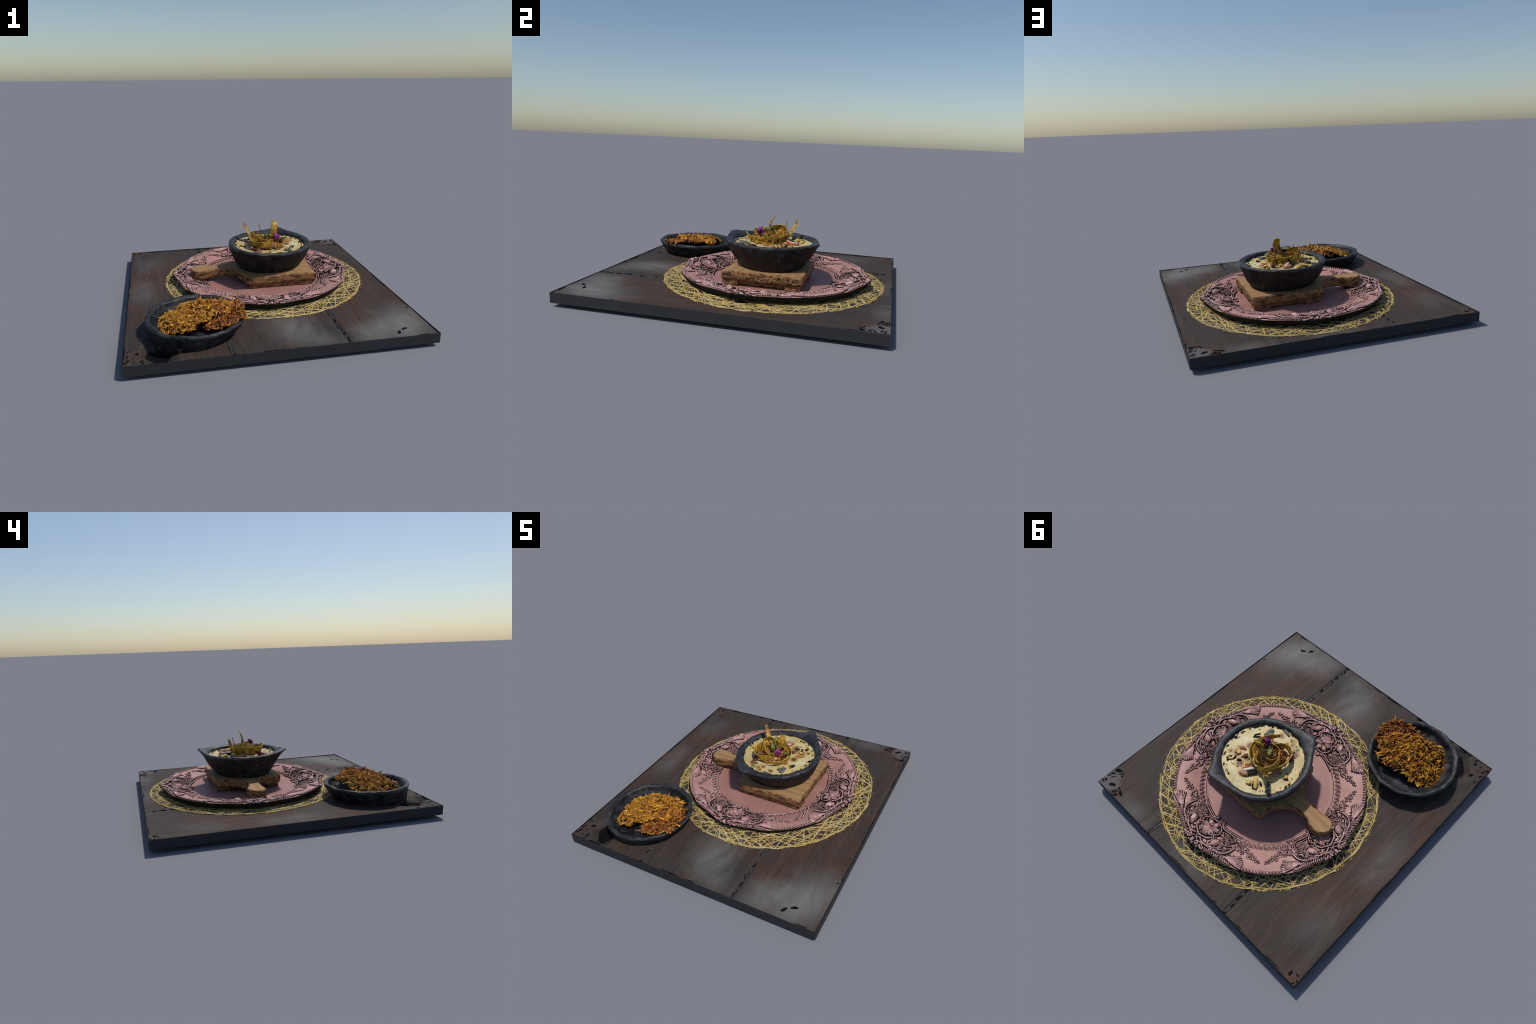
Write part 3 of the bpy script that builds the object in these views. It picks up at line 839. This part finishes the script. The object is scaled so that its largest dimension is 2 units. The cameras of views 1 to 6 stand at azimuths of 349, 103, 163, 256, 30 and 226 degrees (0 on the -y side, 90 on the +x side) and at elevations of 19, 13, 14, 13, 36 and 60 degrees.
# height, blend from foot to rim across the bowl, and the same towards the lugs
OUT = [(0.195, 0.0, 0.0), (0.204, 0.06, 0.02), (0.220, 0.20, 0.08), (0.240, 0.40, 0.17), (0.262, 0.56, 0.29), (0.285, 0.72, 0.42), (0.308, 0.84, 0.53), (0.330, 0.93, 0.66), (0.348, 0.98, 0.80), (0.360, 1.0, 0.93)]
mb = MB(); loops = [[Vector((foot(a) * 0.9 * cos(a), foot(a) * 0.9 * sin(a), 0.0003)) for a in ANG]]
for z, sp_, sl_ in OUT:
    L = []
    for a in ANG:
        w = min(1.0, lugw(a)) ** 0.6
        s_ = sp_ * (1 - w) + sl_ * w
        q = foot(a) * (1 - s_) + rho(a) * s_ + (wob(a, z, 0.006) if z > 0.197 else 0)
        L.append(Vector((q * cos(a), q * sin(a), z - BZ + 0.016 * lugw(a) * s_ ** 2 + (0.004 * nz(cos(a) * 3, sin(a) * 3, z * 20) if z > 0.2 else 0))))
    loops.append(L)
rings(mb, loops, 0, True, False)
put("bowl_body", mb.mesh("bowl_body", [M["clay"]], True), bowl)
mb = MB(); loops = [loops[-1]]
for f, z, s in ((1.006, 0.368, 1.0), (0.992, 0.3755, 1.0), (0.95, 0.3775, 0.95)):
    loops.append([Vector(((rho(a) * f + wob(a, z)) * cos(a), (rho(a) * f + wob(a, z)) * sin(a), z - BZ + 0.016 * lugw(a) * s + 0.0055 * nz(cos(a) * 4, sin(a) * 4, 3) + 0.0018 * nz(cos(a) * 15, sin(a) * 15, z * 40))) for a in ANG])
for u, z in ((0.66, 0.3755), (0.33, 0.3725), (0.08, 0.3685), (0.0, 0.362), (-0.08, 0.350)):
    L = []
    for a in ANG:
        ri = 0.272 + 0.004 * nz(cos(a) * 5, sin(a) * 5, 8)
        q = ri + (rho(a) * 0.95 - 0.272) * u
        L.append(Vector((q * cos(a), q * sin(a), z - BZ + 0.016 * lugw(a) * max(0, u) ** 0.9 + 0.003 * nz(cos(a) * 7, sin(a) * 7, u * 4))))
    loops.append(L)
rings(mb, loops, 0)
put("bowl_rim", mb.mesh("bowl_rim", [M["rim"]], True), bowl)

# soup surface
SZ = 0.3525
so = Vector((BC.x, BC.y, BZ))
def soup_z(x, y): return SZ + 0.003 * fbm(x, y, 0.3, 12, 3) + 0.004 * sstep(0.22, 0.27, math.hypot(x - SOUP[0], y - SOUP[1])) * nz(x * 40, y * 40)
mb = MB(); loops = []
for j in range(1, 46):
    r = 0.279 * j / 45
    loops.append([Vector((BC.x + r * cos(a), BC.y + r * sin(a), 0)) for a in ANG])
for L in loops:
    for p in L: p.z = soup_z(p.x, p.y)
rings(mb, loops, 0, True, False)
soup_me = mb.mesh("soup", [M["soup"]], True)
soup = put("soup", soup_me, bowl, -so)

# garnish ----------------------------------------------------------------
def ribbon(name, ctrl, widths, thick, wdirs, mat, n=60, ruffle=0.0045, parent=bowl):
    """solid strip: ctrl centre points, widths, width directions (all splined)"""
    P = spline(ctrl, n); Wd = spline([(w, 0, 0) for w in widths], n); D = spline(wdirs, n)
    loops = []
    for i in range(n):
        a, b = P[max(0, i - 1)], P[min(n - 1, i + 1)]
        t = (b - a).normalized(); d = D[i].normalized(); d = (d - t * d.dot(t)).normalized(); nn = t.cross(d)
        w = Wd[i].x / 2; th = thick / 2
        e1 = 1 + 0.22 * nz(i * 0.55, 3.3, len(ctrl)); e2 = 1 + 0.22 * nz(i * 0.55, 9.1, len(ctrl))
        L = []
        for k in range(6):
            u = 1 - 2 * k / 5
            L.append(P[i] + d * (w * u * (e1 if u > 0 else e2)) + nn * (th * (1 - 0.5 * abs(u)) + 0.16 * w * (u * u - 0.4) + ruffle * nz(i * 0.3, u * 2)))
        for k in range(6):
            u = -1 + 2 * k / 5
            L.append(P[i] + d * (w * u * (e1 if u > 0 else e2)) + nn * (-th * (1 - 0.5 * abs(u)) + 0.16 * w * (u * u - 0.4) + ruffle * nz(i * 0.3, u * 2)))
        loops.append([p - so for p in L])
    mb = MB(); rings(mb, loops, 0, True, True)
    for q in range(len(mb.f)):
        if len(mb.f[q]) == 4 and q % 12 in (5, 11): mb.m[q] = 1
    return put(name, mb.mesh(name, [mat, M["peel_edge"]], True, 50), parent)
UPV = (0, 0, 1)
ribbon("peel_curl", [(.154, -.010, .410), (.195, .022, .388), (.232, .085, .380), (.238, .150, .378), (.200, .218, .380), (.125, .250, .388), (.055, .238, .394), (.010, .190, .398),
                     (-.015, .120, .398), (-.002, .055, .398), (.045, .022, .400), (.095, .030, .402), (.130, .062, .402)],
       [.022, .034, .046, .052, .052, .050, .054, .060, .062, .058, .050, .042, .028], 0.006,
       [(0.2, -.1, 1), (.3, -.2, 1), (.35, 0, 1), (.3, .15, 1), (.1, .3, 1), (-.1, .3, 1), (-.2, .2, 1), (-.3, .1, 1), (-.3, 0, 1), (-.2, -.2, 1), (0, -.3, 1), (0, 0, 1), (0, 0, 1)], M["peel"], 96)
ribbon("peel_curl", [(.150, .205, .400), (.185, .160, .396), (.165, .095, .398), (.105, .070, .400), (.050, .105, .402), (.055, .160, .402), (.100, .178, .404)],
       [.028, .042, .046, .044, .046, .046, .030], 0.005, [(0, 0, 1), (.2, 0, 1), (.1, -.1, 1), (0, -.2, 1), (-.2, 0, 1), (-.1, .2, 1), (0, 0, 1)], M["peel"], 70)
ribbon("peel_curl", [(.060, .100, .418), (.022, .130, .432), (.002, .185, .440), (.020, .238, .430), (.058, .262, .402), (.100, .262, .382)],
       [.026, .036, .042, .042, .038, .026], 0.005, [(0, 0, 1), (.2, 0, 1), (.4, 0, 1), (.2, -.3, 1), (0, -.4, 1), (0, 0, 1)], M["peel"], 60)
ribbon("peel_curl", [(.200, .030, .376), (.225, .100, .384), (.205, .175, .392), (.150, .215, .388), (.100, .225, .378)],
       [.020, .034, .038, .034, .022], 0.005, [(.6, 0, 1), (.7, 0, 1), (.5, .4, 1), (.2, .6, 1), (0, .6, 1)], M["peel"], 50)
ribbon("upright_peel", [(.085, .236, .372), (.050, .246, .374), (.019, .262, .394), (-.006, .280, .428), (-.024, .292, .462), (-.036, .302, .503)],
       [.030, .036, .036, .036, .030, .022], 0.006, [(.3, .6, .3), (.4, .7, .2), (.55, .8, .1), (.6, .8, 0), (.7, .7, 0), (.8, .5, 0)], M["peel"], 44)
ribbon("upright_peel", [(.048, .205, .382), (.085, .190, .380), (.125, .168, .394), (.158, .152, .430), (.170, .152, .475), (.173, .163, .510), (.173, .184, .535)],
       [.045, .054, .058, .056, .052, .050, .036], 0.006, [(.4, .9, 0), (.5, .8, .1), (.7, .6, 0), (.9, .25, 0), (1, .05, 0), (1, 0, 0), (1, 0, 0)], M["peel"], 56)

m_stem = mat_plain("brown_stem", (0.16, 0.06, 0.025), 0.6, 0.2, 0.4, 60)
m_leaf = mat_plain("herb_green", (0.145, 0.165, 0.03), 0.5, 0.3, 0.45, 60)
m_dleaf = mat_plain("dark_herb", (0.05, 0.06, 0.018), 0.55, 0.3, 0.5, 60)
m_petal = mat_plain("purple_petal", (0.23, 0.028, 0.165), 0.55, 0.25, 0.5, 45)
m_wine = mat_plain("wine_red_onion", (0.13, 0.02, 0.022), 0.45, 0.35, 0.5, 50)
m_salmon = mat_plain("salmon_flesh", (0.40, 0.20, 0.12), 0.5, 0.35, 0.6, 55)
m_orange = mat_plain("orange_crumb", (0.42, 0.17, 0.035), 0.55, 0.3, 0.5, 60)
m_gold = mat_plain("golden_morsel", (0.50, 0.32, 0.085), 0.5, 0.3, 0.75, 60)
m_shell = mat_plain("blue_grey_shell", (0.10, 0.105, 0.09), 0.5, 0.3, 0.85, 55)
m_white = mat_plain("white_radish", (0.66, 0.58, 0.47), 0.45, 0.35, 0.15, 40)
m_red = mat_plain("red_radish_skin", (0.55, 0.13, 0.07), 0.45, 0.35, 0.25, 40)
m_char = mat_plain("char_black", (0.012, 0.009, 0.007), 0.7, 0.2, 0.5, 70)
m_brown = mat_plain("toasted_brown", (0.16, 0.065, 0.022), 0.6, 0.25, 0.6, 60)

def stick(name, a, b, r, mat, bend=(0, 0, 0)):
    a, b = Vector(a) - so, Vector(b) - so
    pts = [a.lerp(b, t) + Vector(bend) * (4 * t * (1 - t)) for t in (0, .2, .4, .6, .8, 1)]
    mb = MB(); tube(mb, pts, lambda t: r * (1.15 - 0.3 * t) * (1.5 if t > 0.95 else 1), 6)
    put(name, mb.mesh(name, [mat]), bowl)
stick("stem", (.095, .232, .385), (.070, .252, .496), .0028, m_stem, (.004, .002, 0))
stick("stem", (.045, .205, .395), (.030, .215, .455), .0026, m_stem, (.004, 0, 0))
stick("stem", (.205, .205, .385), (.195, .215, .430), .0022, m_stem)

def leaf(name, c, L, Wd, az, pitch, roll, mat, cup=0.25, n=9, thick=0.0022):
    lo = []
    for i in range(n):
        t = i / (n - 1); w = Wd * (sin(pi * min(1, t * 0.92 + 0.06)) ** 0.7) * (1 + 0.12 * nz(t * 6, c[0] * 50))
        x = L * (t - 0.5); zz = 0.16 * L * sin(pi * t)
        row = [Vector((x, w * u, zz + cup * w * u * u + thick)) for u in (-1, -.5, 0, .5, 1)] + [Vector((x, w * u, zz + cup * w * u * u - thick)) for u in (1, .5, 0, -.5, -1)]
        lo.append(row)
    R = Matrix.Rotation(az, 3, 'Z') @ Matrix.Rotation(-pitch, 3, 'Y') @ Matrix.Rotation(roll, 3, 'X')
    mb = MB(); rings(mb, [[R @ p + Vector(c) - so for p in row] for row in lo], 0, True, True)
    return put(name, mb.mesh(name, [mat]), bowl)
leaf("herb_leaf", (.098, .135, .432), .075, .016, 2.2, .35, .3, m_leaf)
leaf("herb_leaf", (.112, .118, .425), .055, .012, 2.6, -.3, .6, m_dleaf)
leaf("herb_leaf", (.224, .124, .408), .048, .019, 0.6, .1, -.3, m_leaf)
leaf("herb_leaf", (.125, .150, .432), .04, .010, 1.0, .7, .2, m_dleaf)
leaf("herb_leaf", (.085, .150, .440), .034, .010, 3.4, .5, .2, m_dleaf)
# purple petal cluster
for az, pt, L, Wd, dx, dy, dz in ((1.6, 1.25, .062, .020, -.008, 0, .002), (0.2, .95, .050, .019, .014, -.004, -.004), (4.4, 1.0, .048, .018, 0, -.010, -.006), (3.0, .7, .040, .016, -.012, .004, -.012)):
    leaf("purple_petal", (.172 + dx, .096 + dy, .430 + dz), L, Wd, az, pt, .5, m_petal, 0.55)

def morsel(name, x, y, z, rx, ry, rz, mat, rot=0.0, lump_=0.45, M3=None, nu=22, nv=12):
    mb = MB(); ball(mb, Vector((x, y, z)) - so, rx, ry, rz, 0, rot, nu, nv, lump_, M3)
    return put(name, mb.mesh(name, [mat], True), bowl)
r5 = random.Random(31)
# heap in the middle
for i in range(26):
    a = r5.uniform(0, 2 * pi); q = 0.085 * sqrt(r5.random())
    x, y = .115 + q * cos(a), .125 + q * sin(a)
    m_ = r5.choice((m_orange, m_orange, m_salmon, m_wine, m_brown, m_brown, m_gold))
    morsel("filling_chunk", x, y, .372 + .026 * (1 - q / .1) * r5.random(), r5.uniform(.012, .026), r5.uniform(.009, .016), r5.uniform(.008, .014), m_, r5.uniform(0, 3), .5)
# seafood and vegetables on the cream
morsel("grey_shell", .242, .007, 0.3565, 0.0340, 0.0170, 0.0085, m_shell, 0.75)
morsel("grey_shell", .253, -.016, 0.3565, 0.0255, 0.0153, 0.0085, m_shell, 1.2)
morsel("grey_shell", -.030, .287, 0.3605, 0.0136, 0.0187, 0.0102, m_shell, 0.3); morsel("grey_shell", -.060, .318, 0.3545, 0.0204, 0.0170, 0.0051, m_shell, 0.9)
morsel("grey_shell", .030, .000, 0.3545, 0.0153, 0.0110, 0.0043, m_shell, 0.2); morsel("grey_shell", -.063, .153, 0.3555, 0.0170, 0.0068, 0.0051, m_shell, 2.0)
morsel("grey_shell", .390, .185, 0.3555, 0.0102, 0.0068, 0.0051, m_char, 0.2); morsel("grey_shell", .170, -.085, 0.3565, 0.0425, 0.0119, 0.0068, m_shell, -0.25)
morsel("salmon_cube", -.005, .198, 0.3625, .026, .020, .015, m_salmon, 0.5, .25); morsel("salmon_cube", .141, .336, 0.3605, .034, .018, .012, m_salmon, 0.3, .35)
morsel("salmon_cube", -.012, .160, 0.3605, .018, .016, .012, m_salmon, 0.9); morsel("red_onion", -.004, .052, 0.3625, .020, .017, .014, m_wine, 0.2)
morsel("red_onion", .01, .03, 0.3605, .018, .012, .012, m_wine, 0.8)
morsel("golden_morsel", .035, .330, 0.3605, 0.0350, 0.0198, 0.0099, m_gold, 2.5, .55); morsel("golden_morsel", -.075, .169, 0.3585, 0.0106, 0.0137, 0.0084, m_gold, 0.4)
morsel("golden_morsel", .07, .36, 0.3585, 0.0228, 0.0137, 0.0076, m_gold, 0.1, .5); morsel("golden_morsel", .29, .25, 0.3585, 0.0228, 0.0137, 0.0068, m_gold, 0.1, .5)
morsel("golden_morsel", .175, .27, 0.3585, 0.0167, 0.0137, 0.0091, m_gold, 0.6, .5); morsel("golden_morsel", .29, .318, 0.3585, 0.0182, 0.0091, 0.0076, m_gold, 0.8, .5)
morsel("toasted_crust", .232, .238, 0.3585, .020, .014, .010, m_brown, 1.4, .5); morsel("toasted_crust", .285, .205, 0.3565, .026, .012, .009, m_orange, 0.3, .5)
# radish wedge: white body with a red skin edge and a black slice beside it
def slab(name, x, y, z, L, Wd, H, ang, mat):
    mb = MB(); box(mb, -L, L, -Wd, Wd, -H, H, min(L, Wd, H) * 0.5)
    return put(name, mb.mesh(name, [mat], True, 60), bowl, Vector((x, y, z)) - so, (0.25, 0.1, ang))
slab("radish_slice", .140, .292, .362, .040, .011, .008, 0.95, m_white)
slab("radish_skin", .152, .285, .364, .040, .005, .008, 0.95, m_red)
slab("charred_slice", .112, .305, .358, .040, .016, .007, 0.95, m_char)
# charred flecks strewn over the cream
mb = MB()
for i in range(150):
    a = r5.uniform(0, 2 * pi); q = 0.25 * sqrt(r5.uniform(0.12, 1.0))
    x, y = SOUP[0] + q * cos(a), SOUP[1] + q * sin(a)
    dens = 0.30 + 0.9 * fbm(x, y, 5, 9, 2) + (0.35 if y > 0.2 else 0)
    if r5.random() > dens: continue
    chip(mb, x - so.x, y - so.y, r5.uniform(.003, .009), r5.uniform(.001, .0026), r5.uniform(0, pi), soup_z(x, y) - so.z + .001, .0022, 0, i * .7)
for x, y, L, Wd, a in ((.288, .079, .030, .006, 0.9), (.296, .326, .022, .008, 1.6), (.305, .312, .026, .007, 1.2), (.298, .061, .030, .005, 1.1), (.24, .285, .02, .009, .4), (.275, .29, .02, .007, 2.0),
                       (.035, .355, .03, .009, 2.4), (.01, .315, .024, .008, 2.6), (-.08, .18, .018, .006, 0.5), (.40, .21, .010, .006, .5), (.383, .18, .012, .009, 0)):
    chip(mb, x - so.x, y - so.y, L, Wd, a, soup_z(x, y) - so.z + .002, .004, 0, x * 31)
for i in range(80):     # burnt crust where the cream meets the rim
    a = r5.uniform(0, 2 * pi)
    if cos(a - 4.6) < -0.2 and r5.random() < 0.75: continue
    q = 0.262 + r5.uniform(-.008, .006); x, y = SOUP[0] - .004 + q * cos(a), SOUP[1] + q * sin(a)
    chip(mb, x - so.x, y - so.y, r5.uniform(.006, .016), r5.uniform(.002, .005), a + pi / 2 + r5.uniform(-.5, .5), SZ + .003 - so.z, .004, 0, i)
put("charred_flecks", mb.mesh("charred_flecks", [m_char], True), bowl, kind="stuff")

# ------------------------------------------------------------------ side dish
DC = Vector((-0.513, -0.627, ZT))
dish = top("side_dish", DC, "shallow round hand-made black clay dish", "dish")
ND = 168; DA = [2 * pi * i / ND for i in range(ND)]
def dl(r, z, amp=0.003, s=0):
    out = []
    for a in DA:
        q = r + amp * fbm(cos(a) * 3, sin(a) * 3, z * 20 + s, 1.3, 3) + 0.55 * amp * abs(nz(cos(a) * 11, sin(a) * 11, z * 30 + s))
        out.append(Vector((q * cos(a), q * sin(a), z - ZT + amp * 0.8 * nz(cos(a) * 4, sin(a) * 4, z * 9 + s) + amp * 0.45 * nz(cos(a) * 14, sin(a) * 14, z * 40 + s))))
    return out
mb = MB()
def skirt(a):
    p = (a - radians(222) + pi) % (2 * pi) - pi
    return exp(-(p / radians(52)) ** 2)
outer = [dl(0.242, 0.0838, 0.0), dl(0.250, 0.094, 0.004), dl(0.270, 0.114, 0.006), dl(0.288, 0.138, 0.007), dl(0.300, 0.158, 0.007), dl(0.306, 0.173, 0.006)]
for j, L in enumerate(outer):          # towards the slab corner the wall drops steeply into the hollow
    for a, p in zip(DA, L):
        k = skirt(a); t = j / 5
        r = math.hypot(p.x, p.y); q = r * (1 - k) + (0.300 + 0.012 * t) * k
        p.x *= q / r; p.y *= q / r
        p.z -= 0.042 * k * (1 - t) ** 1.3
        p.x -= 0.022 * (1 - t) * max(0.0, cos(a)); p.y -= 0.010 * (1 - t) * max(0.0, sin(a))
rings(mb, outer, 0, True, False)
put("dish_wall", mb.mesh("dish_wall", [M["clay2"]], True), dish)
mb = MB()
lip = [outer[-1], dl(0.310, 0.184, 0.006), dl(0.305, 0.192, 0.006), dl(0.295, 0.1945, 0.006), dl(0.284, 0.190, 0.006), dl(0.277, 0.181, 0.006)]
for L in lip[1:]:
    for a, p in zip(DA, L): p.x *= 1 + 0.012 * skirt(a); p.y *= 1 + 0.012 * skirt(a)
rings(mb, lip, 0)
put("dish_lip", mb.mesh("dish_lip", [M["rim"]], True), dish)
mb = MB()
rings(mb, [lip[-1], dl(0.270, 0.165, 0.006, 2), dl(0.262, 0.152, 0.006, 2), dl(0.247, 0.142, 0.005, 2), dl(0.225, 0.137, 0.003, 2), dl(0.18, 0.134, 0.002, 2), dl(0.1, 0.132, 0.001), dl(0.03, 0.132, 0.0)], 0, False, True)
put("dish_bowl", mb.mesh("dish_bowl", [M["clay2"]], True), dish)

# ------------------------------------------------------------------ fritters
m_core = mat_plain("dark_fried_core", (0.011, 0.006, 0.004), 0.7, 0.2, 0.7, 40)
SH = {"amber": make_shred("amber_shred", (0.24, 0.092, 0.010), (0.56, 0.26, 0.020), (0.80, 0.45, 0.045)),
      "orange": make_shred("orange_shred", (0.22, 0.065, 0.010), (0.52, 0.195, 0.018), (0.72, 0.38, 0.03)),
      "brown": make_shred("brown_shred", (0.12, 0.034, 0.009), (0.32, 0.105, 0.017), (0.50, 0.22, 0.038))}
def shred_mesh(key, seed):
    """small jagged crinkled flake"""
    rr = random.Random(seed); L = rr.uniform(.014, .026); w = rr.uniform(.003, .0065); k = 9
    bend, fold = rr.uniform(-.5, .9), rr.uniform(.2, .9)
    ring = []
    for i in range(k):
        a = 2 * pi * i / k; q = rr.uniform(.55, 1.25) if i % 2 else rr.uniform(.8, 1.35)
        ring.append((L * q * cos(a), w * q * sin(a)))
    def lift(x, y): return bend * x * x / L * .7 + fold * abs(y + .25 * x) * .8 + .0015 * sin(x * 500 + seed)
    th = .0014
    up = [Vector((x, y, lift(x, y) + th)) for x, y in ring]; dn = [Vector((x, y, lift(x, y) - th)) for x, y in ring]
    ui = [Vector((x * .4, y * .35, lift(x * .4, y * .35) + th + .001)) for x, y in ring]; di = [p - Vector((0, 0, 2 * th + .001)) for p in ui]
    mb = MB(); rings(mb, [di, dn, up, ui], 0, True, True)
    return mb.mesh("shred", [SH[key]], False)
SHM = {k: [shred_mesh(k, i * 7 + j * 101) for i in range(12)] for j, k in enumerate(SH)}

def fritter(name, c, ax, ay, th, yaw, sx, sy, palette, seed, n_named, n_loose, label, zones):
    """lacy patty: a crinkled fried sheet with near-black crevices, jagged shreds over it"""
    rr = random.Random(seed); c = Vector(c)
    ob = top(name, c, label, "fritter")
    edge = lambda a: 1 + 0.13 * fbm(cos(a), sin(a), seed, 2.6, 3) + 0.05 * nz(cos(a) * 9, sin(a) * 9, seed)
    def crinkle(x, y):
        """ridged, sheared noise: 1 on the crests, 0 in the crevices"""
        g = 0.9
        u = x * cos(g) + y * sin(g); v = -x * sin(g) + y * cos(g)
        u += 0.010 * nz(x * 34, y * 34, seed + 5); v += 0.012 * nz(x * 30, y * 30, seed + 9)
        r1 = 1 - abs(nz(u * 40, v * 66, seed)) * 2.4
        r2 = 1 - abs(nz(u * 95, v * 80, seed + 3)) * 2.2
        return 0.62 * r1 + 0.38 * r2
    def surf(u, v, side=1, rough=True):
        x, y = ax * u, ay * v; q = min(1.0, u * u + v * v)
        dome = th * (1 - q ** 1.6)
        X, Y = x * cos(yaw) - y * sin(yaw), x * sin(yaw) + y * cos(yaw)
        h = 0.020 * fbm(X, Y, seed, 9, 2) * (1 if side > 0 else .3)
        if rough: h += 0.021 * (crinkle(X, Y) - 0.5) * (1 if side > 0 else .4)
        return Vector((X, Y, sx * X + sy * Y + side * dome * (1 if side > 0 else .55) + h))
    na, nr_ = 230, 62; loops = []
    angs = [2 * pi * i / na for i in range(na)]
    for j in range(1, nr_ + 1):
        q = j / nr_
        loops.append([surf(q * edge(a) * .96 * cos(a), q * edge(a) * .96 * sin(a)) for a in angs])
    for q in (.94, .8, .6, .4, .2):
        loops.append([surf(q * edge(a) * .96 * cos(a), q * edge(a) * .96 * sin(a), -1) for a in angs])
    mb = MB(); rings(mb, loops, 0, True, True)
    for k, f in enumerate(mb.f):
        p = Vector((0, 0, 0))
        for i in f: p += Vector(mb.v[i])
        p /= len(f)
        if k >= na * (nr_ - 1): mb.m[k] = 0; continue
        t = crinkle(p.x, p.y) + 0.25 * nz(p.x * 20, p.y * 20, seed + 7)
        mb.m[k] = 0 if t < 0.50 else 1 + zones(p.x + c.x, p.y + c.y, nz(p.x * 16, p.y * 16, seed + 1))
    mats = list(SH)
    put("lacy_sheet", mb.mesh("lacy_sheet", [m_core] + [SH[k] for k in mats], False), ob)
    loose = MB()
    for i in range(n_named + n_loose):
        rim_ = i % 4 == 0
        a = rr.uniform(0, 2 * pi); q = (sqrt(rr.random()) if not rim_ else rr.uniform(.92, 1.0)) * edge(a)
        u, v = q * cos(a), q * sin(a)
        p = surf(u, v, 1, False); e = .02
        px, py = surf(u + e, v, 1, False), surf(u, v + e, 1, False)
        nr = (px - p).cross(py - p).normalized()
        if nr.z < 0: nr = -nr
        t0 = Vector((cos(0.9), sin(0.9), 0)); ang = rr.gauss(0, .8)
        t = (t0 - nr * t0.dot(nr)).normalized(); t = Matrix.Rotation(ang, 3, nr) @ t
        til = Matrix.Rotation(rr.gauss(0, .45), 3, t) @ Matrix.Rotation(rr.gauss(.1, .42), 3, nr.cross(t))
        X, Z = til @ t, til @ nr; Y = Z.cross(X)
        s = rr.uniform(.7, 1.25)
        R = Matrix((X, Y, Z)).transposed()
        key = palette(u, v, rr); me = SHM[key][rr.randrange(12)]
        pos = p + nr * rr.uniform(0.0, .006)
        if i < n_named:
            o = put("shred", me, ob, pos); o.rotation_euler = R.to_euler(); o.scale = (s,) * 3
        else:
            vs = [R @ (vv.co * s) + pos for vv in me.vertices]
            loose.add(vs, [tuple(pl.vertices) for pl in me.polygons], mats.index(key))
    put("loose_shreds", loose.mesh("loose_shreds", [SH[k] for k in mats], False), ob, kind="stuff")
    return ob
lab = "golden lacy fritter of fried vegetable shreds"
# zone functions give 0 amber, 1 orange, 2 brown for a point of the pile
fritter("fritter", (-0.572, -0.645, 0.178), 0.192, 0.186, 0.024, 0.25, 0.28, 0.03, lambda u, v, r: "amber" if r.random() < .78 else ("orange" if r.random() < .7 else "brown"), 3, 90, 60, lab, lambda x, y, n: 0 if n < 0.28 else 1)
fritter("fritter", (-0.415, -0.580, 0.196), 0.158, 0.130, 0.022, -0.35, 0.13, 0.0, lambda u, v, r: r.choice(("amber", "amber", "orange", "orange", "brown")), 8, 80, 50, lab, lambda x, y, n: 0 if n + 2.0 * (-0.43 - x) > 0.0 else (1 if n > -0.35 else 2))
fritter("fritter", (-0.366, -0.666, 0.186), 0.160, 0.166, 0.022, 0.3, 0.20, 0.05, lambda u, v, r: r.choice(("brown", "brown", "orange", "brown", "orange")), 15, 80, 50, lab, lambda x, y, n: 2 if n < 0.12 else 1)

# crumbled filling heaped inside the peel curls
heap = MB(); hm = [SH["orange"], SH["brown"], SH["amber"], m_salmon, m_wine, m_brown]
for i in range(230):
    a = r5.uniform(0, 2 * pi); q = sqrt(r5.random())
    x, y = .112 + .098 * q * cos(a), .122 + .100 * q * sin(a)
    z = .360 + .040 * (1 - q ** 2) * r5.uniform(.5, 1.0)
    me = SHM["brown"][r5.randrange(12)]
    R = Matrix.Rotation(r5.uniform(0, 6.28), 3, 'Z') @ Matrix.Rotation(r5.gauss(0, .6), 3, 'X') @ Matrix.Rotation(r5.gauss(0, .5), 3, 'Y')
    sc = r5.uniform(.7, 1.3)
    heap.add([R @ (vv.co * sc) + Vector((x, y, z)) - so for vv in me.vertices], [tuple(pl.vertices) for pl in me.polygons], r5.choice((0, 0, 1, 1, 1, 2, 3, 3, 4, 5, 5)))
put("crumbled_filling", heap.mesh("crumbled_filling", hm, False), bowl, kind="stuff")
